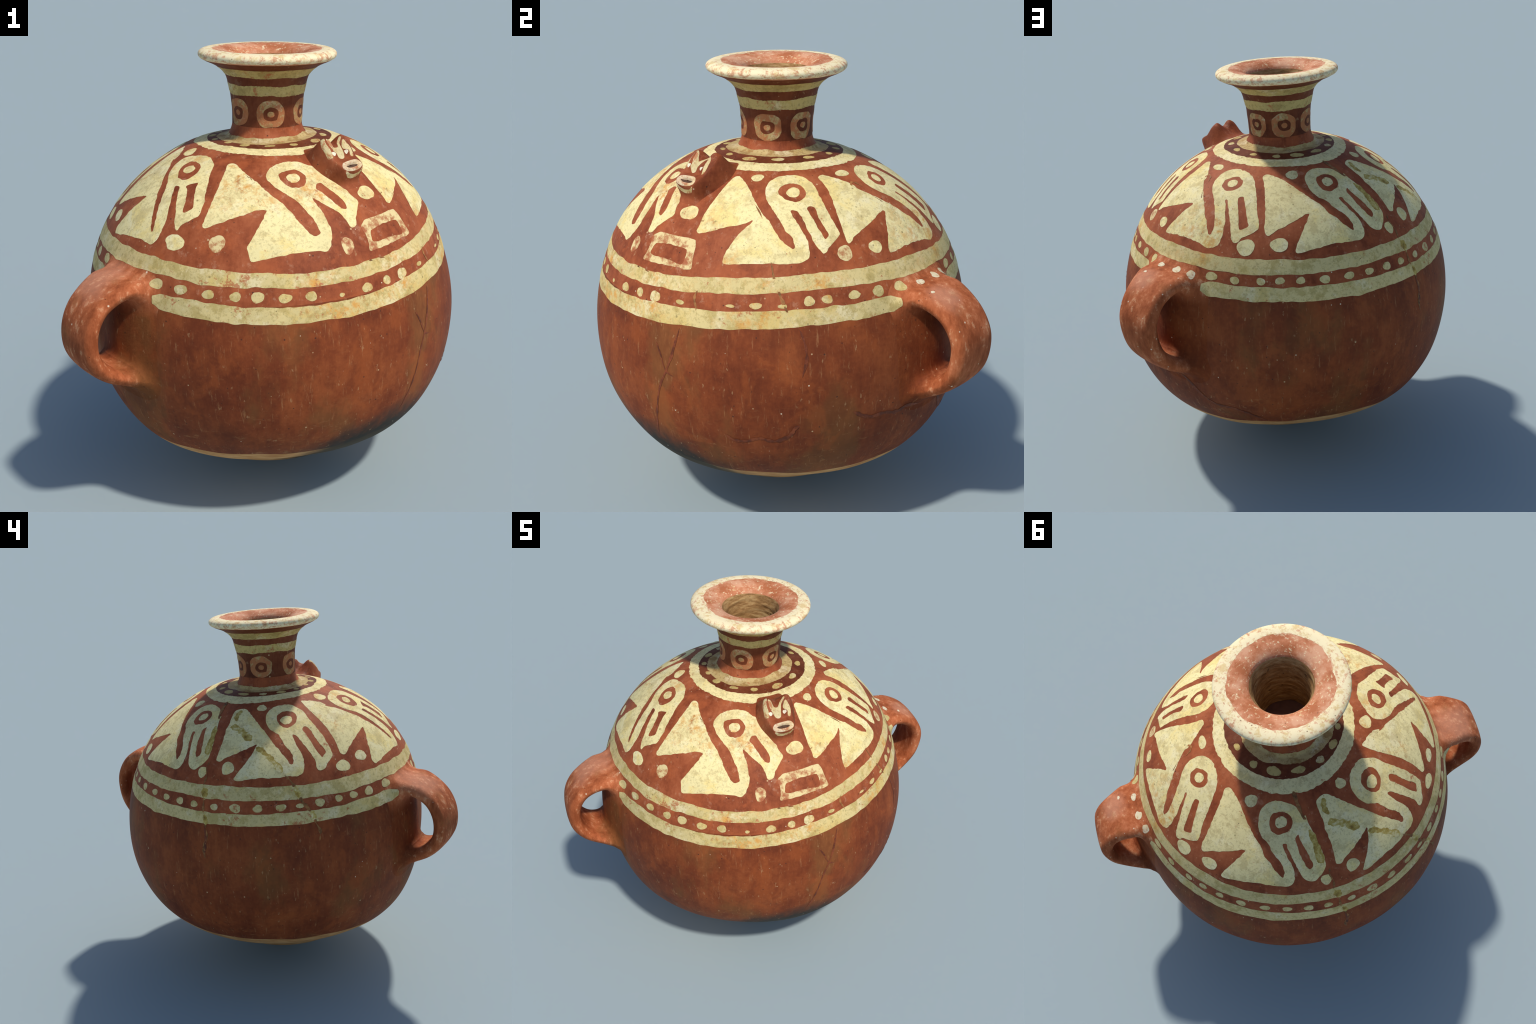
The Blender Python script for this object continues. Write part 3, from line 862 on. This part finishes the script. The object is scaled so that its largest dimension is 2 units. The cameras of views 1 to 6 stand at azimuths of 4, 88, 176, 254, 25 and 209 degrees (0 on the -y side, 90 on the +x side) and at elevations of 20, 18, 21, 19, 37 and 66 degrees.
# fillet between shoulder and neck
prof = catmull(NECK_OUT, 7)
first = neck_point(az, np.full(COLS, prof[0][0]), np.full(COLS, prof[0][1]))
P0, P1 = rows[-1], first
T0 = (rows[-1] - rows[-2])
T0 = T0 / np.linalg.norm(T0, axis=1, keepdims=True) * .046
T1 = np.broadcast_to(NECK_AXIS * .062, P1.shape)
for t in np.linspace(0, 1, 16)[1:-1]:
    rows.append((2 * t**3 - 3 * t**2 + 1) * P0 + (t**3 - 2 * t**2 + t) * T0
                + (-2 * t**3 + 3 * t**2) * P1 + (t**3 - t**2) * T1)
n_fillet = len(rows)
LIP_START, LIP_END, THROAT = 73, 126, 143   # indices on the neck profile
for k, (rho, s) in enumerate(prof):
    rr = np.full(COLS, rho)
    if k > 145:   # coil ridges left inside the throat
        w = min(1, (k - 145) / 8)
        rr = rr + w * (.0016 * np.sin(s * 190 + 2.2 * np.sin(2 * az) + np.sin(5 * az)) + .0016 * np.sin(s * 90 + 3 * az) + .0010 * np.sin(s * 290 + 7 * az + 3 * np.sin(s * 60)))
    rr = rr + .0012 * np.sin(3 * az + 9 * s) * (k < 140) * (s > 1.75)
    rows.append(neck_point(az, rr, np.full(COLS, s)))
n_all = len(rows)
V = np.concatenate(rows)
# smooth normals of the whole wall, shared by the parts cut from it
G = V.reshape(n_all, COLS, 3)
du = np.roll(G, -1, 1) - np.roll(G, 1, 1)
dv = np.gradient(G, axis=0)
N = np.cross(du, dv)
N /= np.linalg.norm(N, axis=2, keepdims=True) + 1e-12


def wall_part(name, r0, r1, mats, parent, index=None, cap=None):
    v = G[r0:r1 + 1].reshape(-1, 3)
    nn = N[r0:r1 + 1].reshape(-1, 3)
    f = grid_faces(r1 - r0 + 1, COLS)
    mi = [index(r0 + k // COLS) for k in range(len(f))] if index else None
    if cap is not None:
        row = 0 if cap == 'low' else r1 - r0
        v = np.concatenate([v, v[row * COLS:(row + 1) * COLS].mean(0, keepdims=True)])
        nn = np.concatenate([nn, [[0, 0, -1] if cap == 'low' else NECK_AXIS]])
        c = len(v) - 1
        for j in range(COLS):
            k = (j + 1) % COLS
            f.append((c, row * COLS + k, row * COLS + j) if cap == 'low' else (row * COLS + j, row * COLS + k, c))
            if mi is not None:
                mi.append(0)
    return add_mesh(name, v, f, mats, parent, nn, mat_index=mi)


body = wall_part("body", n_foot - 1, n_fillet, [slip_burnished, slip_field], jar,
                 lambda r: 0 if r < split_row else 1)
base = wall_part("base", 0, n_foot - 1, base_mat, jar, cap='low')
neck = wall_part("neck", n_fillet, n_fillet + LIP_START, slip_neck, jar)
lip = wall_part("lip", n_fillet + LIP_START, n_fillet + THROAT, lip_red, jar)
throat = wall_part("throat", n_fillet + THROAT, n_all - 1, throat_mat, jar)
fv = G[-1]
inset = fv + (fv.mean(0) - fv) * .002
fl_n = 1 + COLS
floor_v = np.concatenate([inset - NECK_AXIS * .001, [fv.mean(0) + NECK_AXIS * .004]])
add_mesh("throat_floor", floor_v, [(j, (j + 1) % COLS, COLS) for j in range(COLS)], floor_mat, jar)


# --- strips painted on the turned wall (row coordinates)
def wall_at(row, col):
    """bilinear point and normal on the wall grid; col in grid units, wraps"""
    row = np.clip(row, 0, n_all - 1.001)
    i, j = np.floor(row).astype(int), np.floor(col).astype(int)
    a, b = (row - i)[..., None], (col - j)[..., None]
    j0, j1 = j % COLS, (j + 1) % COLS
    out = []
    for A in (G, N):
        out.append((A[i, j0] * (1 - b) + A[i, j1] * b) * (1 - a) + (A[i + 1, j0] * (1 - b) + A[i + 1, j1] * b) * a)
    out[1] /= np.linalg.norm(out[1], axis=-1, keepdims=True)
    return out


def row_of_height(s):
    """row on the outside of the neck at height s along the axis"""
    outer = prof[:, 1][:np.argmax(prof[:, 0]) + 1]
    return n_fillet + np.interp(s, outer, np.arange(len(outer)))


def wall_strip(name, r0, r1, mat, parent, wob=.2, lift=.0014, edge=.0005, count=9):
    n = COLS * 2
    col = np.arange(n) / 2
    lo = r0 + brush_noise(n, wob * .35, 8) + brush_noise(n, wob, 400)
    hi = r1 + brush_noise(n, wob * .35, 8) + brush_noise(n, wob, 400)
    t = np.linspace(0, 1, count)[:, None]
    R = lo + (hi - lo) * t
    P, Q = wall_at(R, np.broadcast_to(col, R.shape))
    lf = np.full(count, lift)
    lf[0] = lf[-1] = edge
    P = P + Q * lf[:, None, None]
    return add_mesh(name, P.reshape(-1, 3), grid_faces(count, n), mat, parent, Q.reshape(-1, 3))


wall_strip("painted_ring", n_body - 1 - 4.5, n_body + 5.0, tan_ring, body, .45)
wall_strip("painted_ring", row_of_height(1.798), row_of_height(1.842), cream_neck, neck, .35)
wall_strip("painted_ring", row_of_height(1.878), row_of_height(1.914), cream_neck, neck, .35)
lip_top = np.argmin(np.abs(prof[:, 0] - .240) + 9 * (np.arange(len(prof)) < 100))
wall_strip("painted_rim", row_of_height(1.9470), n_fillet + lip_top, cream_lip, lip, .8, count=26)


def neck_patch(name, loops, az_c, mat, parent, lift=.0014, edge=.0005):
    """loops in metres (around, up) about a place on the neck"""
    flat = [hand_wobble(resample(catmull(L, 6, True), .005), .0006) for L in loops]
    v, f, rim = fill_loops(flat, .010)
    col = (az_c * RAD + v[:, 0] / .158) / (2 * np.pi) * COLS
    row = row_of_height(1.722 + v[:, 1])
    P, Q = wall_at(row, col)
    P = P + Q * np.where(rim, edge, lift)[:, None]
    a, b, c = P[f[:, 0]], P[f[:, 1]], P[f[:, 2]]
    fl = np.einsum('ij,ij->i', np.cross(b - a, c - a), Q[f[:, 0]]) < 0
    f[fl] = f[fl][:, ::-1]
    return add_mesh(name, P, f, mat, parent, Q)


def oval(rx, ry, n=14, jit=.05, power=2.0):
    t = np.linspace(0, 2 * np.pi, n, endpoint=False) + rng.uniform(0, 1)
    c, s = np.cos(t), np.sin(t)
    k = (np.abs(c)**power + np.abs(s)**power)**(-1 / power) * (1 + rng.normal(size=n) * jit)
    return np.stack([rx * c * k, ry * s * k], -1)


cream_eye = cream_slip("cream_slip_neck_eye", (.50, .35, .15), .75, .30, (.30, .15, .06))
for a in EYES_ON_NECK:
    ox, oy = rng.uniform(-.004, .004, 2)
    outer, inner, dot = oval(.062, .058, 14, .04, 2.6), oval(.033, .028, 12, .05, 2.6), oval(.016, .013, 10, .06)
    neck_patch("painted_eye", [outer, inner + [ox, oy], dot + [ox, oy]], a, cream_eye, neck)


def wave_mid(c):
    return [c[0] + 1.0] + list(c[1:])


# --- handles: straps along a curve in an upright plane, melted into the wall at both roots
HANDLES = [dict(az=221.5, off=.043, tilt=.019, w=.130,
                line=[(.760, 1.100), (.860, 1.128), (.965, 1.078), (1.022, .988), (1.027, .880), (.975, .793), (.885, .745), (.765, .712)]),
           dict(az=42.4, off=.043, tilt=-.080, w=.126,
                line=[(.760, 1.084), (.860, 1.110), (.955, 1.065), (1.010, .987), (1.021, .905), (.990, .802), (.906, .724), (.765, .690)])]
STRAP, MELT = .0385, .105


def strap_field(h, P):
    """distance to the strap (rounded-rectangle section swept along the curve)"""
    e = np.array([math.cos(h['az'] * RAD), math.sin(h['az'] * RAD)])
    side = np.array([-e[1], e[0]])
    L = catmull(h['line'], 7)
    x, z = P[:, :2] @ e, P[:, 2]
    root = np.clip((.985 - x) / .11, 0, 1)**1.5
    n = np.abs(P[:, :2] @ side - h['off'] - h['tilt'] * (z - .85) + .002 * root)
    A, B = L[:-1], L[1:]
    D = B - A
    best = np.full(len(P), 9.0)
    for p, d in zip(A, D):
        t = np.clip(((x - p[0]) * d[0] + (z - p[1]) * d[1]) / (d @ d), 0, 1)
        best = np.minimum(best, np.hypot(x - p[0] - t * d[0], z - p[1] - t * d[1]))
    # section: half thickness STRAP, half width w, corner radius nearly the half thickness
    r = STRAP * .92
    wide = h['w'] + .022 * root
    qx, qy = best - (STRAP - r), n - (wide - r)
    # slightly thinner towards the edges, so that the outer face is softly domed
    qx = qx + .013 * np.clip(n / wide, 0, 1)**2.5
    return np.hypot(np.maximum(qx, 0), np.maximum(qy, 0)) + np.minimum(np.maximum(qx, qy), 0) - r


def melted(h, P):
    a, b = strap_field(h, P), body_height(P)
    # the wall inside the loop is padded out with clay
    e = np.array([math.cos(h['az'] * RAD), math.sin(h['az'] * RAD)])
    n = P[:, :2] @ np.array([-e[1], e[0]]) - h['off'] + .004
    out = (P[:, :2] @ e > .5)
    b = b - .027 * np.exp(-(n / .125)**2 - ((P[:, 2] - .91) / .20)**4) * out
    k = np.clip(MELT - np.abs(a - b), 0, None) / MELT
    return np.minimum(a, b) - k * k * k * MELT / 6 * 1.25 + .0012


def drape(P, N, lift):
    """lay paint over the clay that melts from the handles into the wall"""
    P, N = P.copy(), N.copy()
    for h in HANDLES:
        e = np.array([math.cos(h['az'] * RAD), math.sin(h['az'] * RAD)])
        near = (P[:, :2] @ e > .62) & (np.abs(P[:, :2] @ np.array([-e[1], e[0]])) < .36)
        k = np.where(near)[0]
        if not len(k):
            continue
        k = k[melted(h, P[k]) < lift[k]]
        if not len(k):
            continue
        for _ in range(12):
            P[k] += N[k] * (lift[k] - melted(h, P[k]))[:, None] * .8
        g = np.stack([melted(h, P[k] + d) - melted(h, P[k] - d) for d in np.eye(3) * 1e-3], -1)
        N[k] = g / (np.linalg.norm(g, axis=1, keepdims=True) + 1e-9)
    return P, N


# --- painted bands, birds, dots on the shoulder
body_band("painted_band", BAND_EDGES['e1'], BAND_EDGES['e2'], cream_band, body)
body_band("painted_band", BAND_EDGES['e3'], BAND_EDGES['e4'], cream_band, body, -122.0, 32.2)
body_band("painted_band", BAND_EDGES['e3'], BAND_EDGES['e4'], cream_band, body, 57.3, 213.8)
body_band("dark_ring", BAND_EDGES['r3'], wave_mid(BAND_EDGES['r2']), slip_neck, body, lift=.0010, edge=.0004)
body_band("painted_ring", BAND_EDGES['r2'], BAND_EDGES['r1'], cream, body)
for b in BIRDS:
    body_patch("painted_bird", [b['outline'], b['slot'], b['eye'], b['pupil']], cream, body, wobble=.0017)
body_patch("painted_box", [FRET['outline'], FRET['slot']], faded, body)
for a, p, rx, ry, look in BIG_DOTS:
    body_dot("painted_dot", a, p, rx, ry, cream if look == 'c' else faded, body)
for a, p, rx, ry in STRIP_DOTS:
    body_dot("painted_dot", a, p, rx, ry, cream_band, body)
for a, p, rx, ry in RING_DOTS:
    body_dot("painted_dot", a, p, rx, ry, cream_neck, body, lift=.0024)
FISSURES = [[(133.6, 54.7), (135.0, 57), (135.2, 60.5), (135.5, 63.3), (136.8, 65.3), (137.0, 68.4)],
            [(167.5, 50.5), (169.5, 52.3), (170.8, 54), (172, 56.4), (173.2, 59.3), (175.2, 61.9), (176.9, 64.6), (177.3, 66.9)],
            [(-54.5, 57.2), (-52.9, 57.6), (-49.2, 58.8), (-45, 59.4), (-41.5, 58.6)],
            [(-50, 57.2), (-47, 58.2), (-43.5, 59.2), (-40, 59.6)],
            [(-5.6, 51.3), (-4.9, 55), (-3.6, 58.5), (-1.8, 62.6), (.5, 67)],
            [(40.2, 33.5), (38.2, 31.5), (35.6, 31.2), (33.5, 33.8)],
            [(118.5, 20), (121.5, 24), (124.5, 28.5), (126.7, 32.3)],
            [(-97, 29), (-93, 31.5), (-93.5, 35), (-89, 37.5), (-84, 39)],
            [(134.2, 45.5), (133.0, 48.5), (134.2, 51.5), (133.6, 54.7)],
            [(137, 68), (137.8, 71.5), (136.5, 75), (137.2, 79)],
            [(177.2, 66.5), (178.5, 69.5), (178, 73)],
            [(-26, 57), (-28.5, 61), (-27.5, 64.5), (-29, 68.5)]]
for c in FISSURES:
    body_line("fissure_stain", c, .0110 if c[0][0] > 100 else .0070, fissure, body, ragged=.7)
for c, w in zip(CRACKS, (.009, .008, .015, .011, .015, .016, .016)):
    body_line("crack_stain", c, w, crack, body)
for c, w in zip(REPAIRS, (.036, .032, .034, .030, .034, .030, .034, .030, .008, .0, .0, .007, .009, .008, .008)):
    if w:
        body_line("mend_line", c, w, mend if w > .02 else fissure, body)

# --- animal head on the shoulder: a swelling of the wall
HEAD_AZ, HEAD_POL = -46.5 * RAD, 31.0 * RAD


def smooth(a, b, x):
    t = np.clip((x - a) / (b - a), 0, 1)
    return t * t * (3 - 2 * t)


HEAD_RIDGE = catmull([(-.190, -.003), (-.165, .004), (-.140, .018), (-.118, .046), (-.100, .076), (-.082, .086), (-.055, .084),
                      (-.025, .076), (.000, .070), (.022, .072), (.042, .069), (.056, .058), (.066, .036), (.076, .016),
                      (.090, .004), (.118, -.003)], 8)
HEAD_WIDTH = catmull([(-.22, .070), (-.16, .076), (-.10, .096), (-.05, .107), (.0, .098), (.03, .086), (.06, .070), (.12, .05)], 8)


def head_height(a, b):
    a = a - .008 - .006 * smooth(.0, -.08, b)
    h = np.interp(b, HEAD_RIDGE[:, 0], HEAD_RIDGE[:, 1])
    w = np.interp(b, HEAD_WIDTH[:, 0], HEAD_WIDTH[:, 1])
    u = np.abs(a) / w
    h = h * (1 - smooth(.60, 1.0, u)) - .003 * smooth(.88, 1.0, u)
    for s in (-1, 1):   # ears
        da, db = a - s * .041, b + .094
        h = h + .020 * np.exp(-(da / .021)**2 - (np.where(db > 0, db / .036, db / .020))**2)
        h = h + .006 * np.exp(-((a - s * .033) / .009)**2 - ((b + .022) / .010)**2)     # eyeballs
        h = h + .009 * np.exp(-((a - s * .050) / .011)**2 - ((b + .040) / .035)**2)     # brow ridges
    h = h - .016 * np.exp(-(a / .020)**2 - ((b + .100) / .030)**2)                       # dip between the ears
    h = h + .006 * np.exp(-(a / .012)**2 - ((b + .030) / .030)**2)                       # nose bridge
    for g in (-.047, -.022, .022, .047):                                                     # grooves of the brow
        h = h - .0055 * np.exp(-((a - g) / .0050)**2 - ((b + .050) / .032)**4)
    h = h - .007 * np.exp(-((b + .004) / .011)**2 - (a / .045)**4)                        # step from brow to muzzle
    h = h + .006 * np.exp(-((b - .034) / .026)**2 - (a / .048)**4)                        # muzzle
    e = np.sqrt((a / .042)**2 + ((b - .036) / .020)**2)
    h = h + .0030 * np.exp(-((e - 1) / .45)**2) * (np.abs(a) < .08)                      # lips
    h = h - .020 * np.exp(-((a - .002) / .030)**4 - ((b - .033) / .0065)**2)                      # mouth slit
    return h


def head_point(a, b, lift=0.0):
    pol = HEAD_POL + b / .915
    az_ = HEAD_AZ + a / (np.sin(pol) * .915)
    h = head_height(a, b)
    lean = .18 * np.clip(h, 0, 1) * smooth(-.02, .05, b)      # muzzle overhangs a little
    return body_point(az_, pol + lean / .915, h + lift)


def head_normal(a, b):
    e = 5e-4
    n = np.cross(head_point(a, b + e) - head_point(a, b - e), head_point(a + e, b) - head_point(a - e, b))
    return n / (np.linalg.norm(n, axis=-1, keepdims=True) + 1e-12)


na, nb = 150, 200
A, B = np.meshgrid(np.linspace(-.135, .15, na), np.linspace(-.215, .118, nb))
HP = head_point(A, B).reshape(-1, 3)
HN = head_normal(A, B).reshape(-1, 3)
ff = grid_faces(nb, na, False, True)
head = add_mesh("animal_head", HP, ff, slip_head, jar, HN)


def head_patch(name, loops, mat, lift=.0012):
    flat = [hand_wobble(resample(catmull(L, 6, True), .003), .0003) for L in loops]
    v, f, rim = fill_loops(flat, .004)
    P = head_point(v[:, 0], v[:, 1], np.where(rim, .0004, lift))
    Q = head_normal(v[:, 0], v[:, 1])
    a, b, c = P[f[:, 0]], P[f[:, 1]], P[f[:, 2]]
    fl = np.einsum('ij,ij->i', np.cross(b - a, c - a), Q[f[:, 0]]) < 0
    f[fl] = f[fl][:, ::-1]
    return add_mesh(name, P, f, mat, head, Q)


cream_face = cream_slip("cream_slip_face", (.72, .58, .30), .7, .15)
head_patch("face_stripe", [[(-.048, -.090), (-.037, -.100), (-.032, -.093), (-.042, -.067), (-.041, -.039), (-.043, -.014),
                            (-.054, -.010), (-.062, -.016), (-.061, -.043), (-.057, -.070)]], cream_face)
head_patch("face_stripe", [[(-.030, -.086), (-.018, -.079), (-.009, -.056), (.000, -.049), (.009, -.052), (.025, -.074),
                            (.046, -.089), (.048, -.080), (.035, -.070), (.024, -.053), (.016, -.027), (.012, -.008),
                            (-.002, -.003), (-.019, -.015), (-.026, -.036), (-.031, -.061)]], cream_face)
head_patch("face_stripe", [[(.049, -.070), (.059, -.054), (.063, -.030), (.061, -.009), (.052, .000), (.046, -.006),
                            (.046, -.024), (.034, -.040), (.036, -.056)]], cream_face)
for a in (-.034, .033):
    head_patch("eye", [oval(.0085, .0085, 10, .04) + [a, -.024]], white, .002)
head_patch("lip", [[(-.043, .034), (-.030, .021), (.006, .017), (.040, .018), (.054, .030), (.052, .044), (.036, .052),
                    (.005, .055), (-.026, .052), (-.040, .044)],
                   [(-.023, .0325), (-.004, .0290), (.016, .0285), (.034, .0310), (.038, .035), (.028, .0395), (.004, .0400), (-.014, .0375)]], pink)
head_patch("chin_stripe", [[(-.036, .050), (-.020, .058), (.005, .062), (.036, .060), (.048, .052), (.048, .058), (.036, .066),
                            (.005, .069), (-.022, .066), (-.036, .057)]], cream_face)
head_patch("mouth", [[(-.023, .0325), (-.004, .0290), (.016, .0285), (.034, .0310), (.038, .035), (.028, .0395), (.004, .0400), (-.014, .0375)]], shade_hole)

# --- handles
def build_handle(h):
    """skin of the melted strap: a net of points on the surface, one per crossed cell"""
    e = np.array([math.cos(h['az'] * RAD), math.sin(h['az'] * RAD), 0])
    side = np.array([-e[1], e[0], 0])
    c0 = e * .90 + side * h['off'] + np.array([0, 0, .905])
    step = .0075
    xs, ys, zs = np.arange(-.26, .21, step), np.arange(-.24, .24, step), np.arange(-.40, .36, step)
    X, Y, Z = np.meshgrid(xs, ys, zs, indexing='ij')
    P = c0 + X.reshape(-1, 1) * e + Y.reshape(-1, 1) * side + Z.reshape(-1, 1) * np.array([0, 0, 1.0])
    F = melted(h, P).reshape(X.shape)
    P = P.reshape(*X.shape, 3)
    S = F < 0
    corner = [(i, j, k) for i in (0, 1) for j in (0, 1) for k in (0, 1)]
    nx, ny, nz = (d - 1 for d in S.shape)
    cut = lambda A, o: A[o[0]:o[0] + nx, o[1]:o[1] + ny, o[2]:o[2] + nz]
    cnt = sum(cut(S, o).astype(int) for o in corner)
    act = (cnt > 0) & (cnt < 8)
    acc, num = np.zeros((nx, ny, nz, 3)), np.zeros((nx, ny, nz))
    for i, a in enumerate(corner):
        for b in corner[i + 1:]:
            if sum(abs(p - q) for p, q in zip(a, b)) != 1:
                continue
            fa, fb = cut(F, a), cut(F, b)
            x = ((fa < 0) != (fb < 0)) & act
            t = np.where(x, fa / np.where(x, fa - fb, 1), 0)[..., None]
            acc += np.where(x[..., None], cut(P, a) * (1 - t) + cut(P, b) * t, 0)
            num += x
    idx = -np.ones((nx, ny, nz), int)
    idx[act] = np.arange(act.sum())
    V = acc[act] / num[act][:, None]
    grad = lambda Q: np.stack([melted(h, Q + d) - melted(h, Q - d) for d in np.eye(3) * 8e-4], -1) / 1.6e-3
    for _ in range(4):
        g = grad(V)
        V = V - g * (melted(h, V) / np.maximum((g * g).sum(1), .05))[:, None] * .8
    Nn = grad(V)
    Nn /= np.linalg.norm(Nn, axis=1, keepdims=True) + 1e-9
    faces = []
    for ax in range(3):
        u, w = [q for q in range(3) if q != ax]
        o1 = [0, 0, 0]
        o1[ax] = 1
        n3 = [nx, ny, nz]
        lo, hi = [1, 1, 1], list(n3)
        lo[ax] = 0
        sl0 = tuple(slice(lo[q], hi[q]) for q in range(3))
        sl1 = tuple(slice(lo[q] + o1[q], hi[q] + o1[q]) for q in range(3))
        cr = np.argwhere(S[sl0] != S[sl1]) + np.array(lo)
        for q in cr:
            quad = []
            for du, dw in ((0, 0), (1, 0), (1, 1), (0, 1)):
                c = q.copy()
                c[u] -= du
                c[w] -= dw
                quad.append(idx[tuple(c)])
            if min(quad) >= 0:
                faces.append(quad)
    faces = np.array(faces)
    # keep what stands off the wall
    off = body_height(V) > -.0010
    faces = faces[off[faces].all(1)]
    used, inv = np.unique(faces, return_inverse=True)
    faces = inv.reshape(-1, 4)
    V, Nn = V[used], Nn[used]
    cr = np.cross(V[faces[:, 2]] - V[faces[:, 0]], V[faces[:, 3]] - V[faces[:, 1]])
    fl = np.einsum('ij,ij->i', cr, Nn[faces[:, 0]]) < 0
    faces[fl] = faces[fl][:, ::-1]
    return add_mesh("handle", V, faces, clay_handle, jar, Nn)


handles = [build_handle(h) for h in HANDLES]

# a few dots of the strip run over one handle
me = handles[1].data
tree = BVHTree.FromPolygons([v.co for v in me.vertices], [p.vertices for p in me.polygons])
white_dot = cream_slip("white_slip_dot", (.82, .70, .48), .3, .12)
for c, rx, ry in (((.622, .531, 1.158), .022, .015), ((.548, .604, 1.158), .024, .020), ((.480, .647, 1.148), .021, .022),
                  ((.690, .560, 1.120), .010, .007)):
    co, no, _, _ = tree.find_nearest(Vector(c))
    x = no.cross(Vector((0, 0, 1))).normalized()
    y = no.cross(x)
    v, f, rim = fill_loops([resample(catmull(oval(rx, ry, 10, .08), 6, True), .004)], .006)
    P, Q = [], []
    for (a, b), rm in zip(v, rim):
        q, n, _, _ = tree.find_nearest(co + x * a + y * b)
        P.append(q + n * (.0005 if rm else .0015))
        Q.append(n)
    fs = []
    for i, j, k in f:
        nn = (P[j] - P[i]).cross(P[k] - P[i])
        fs.append((i, j, k) if nn.dot(Q[i]) > 0 else (i, k, j))
    add_mesh("painted_dot", P, fs, white_dot, handles[1], Q)
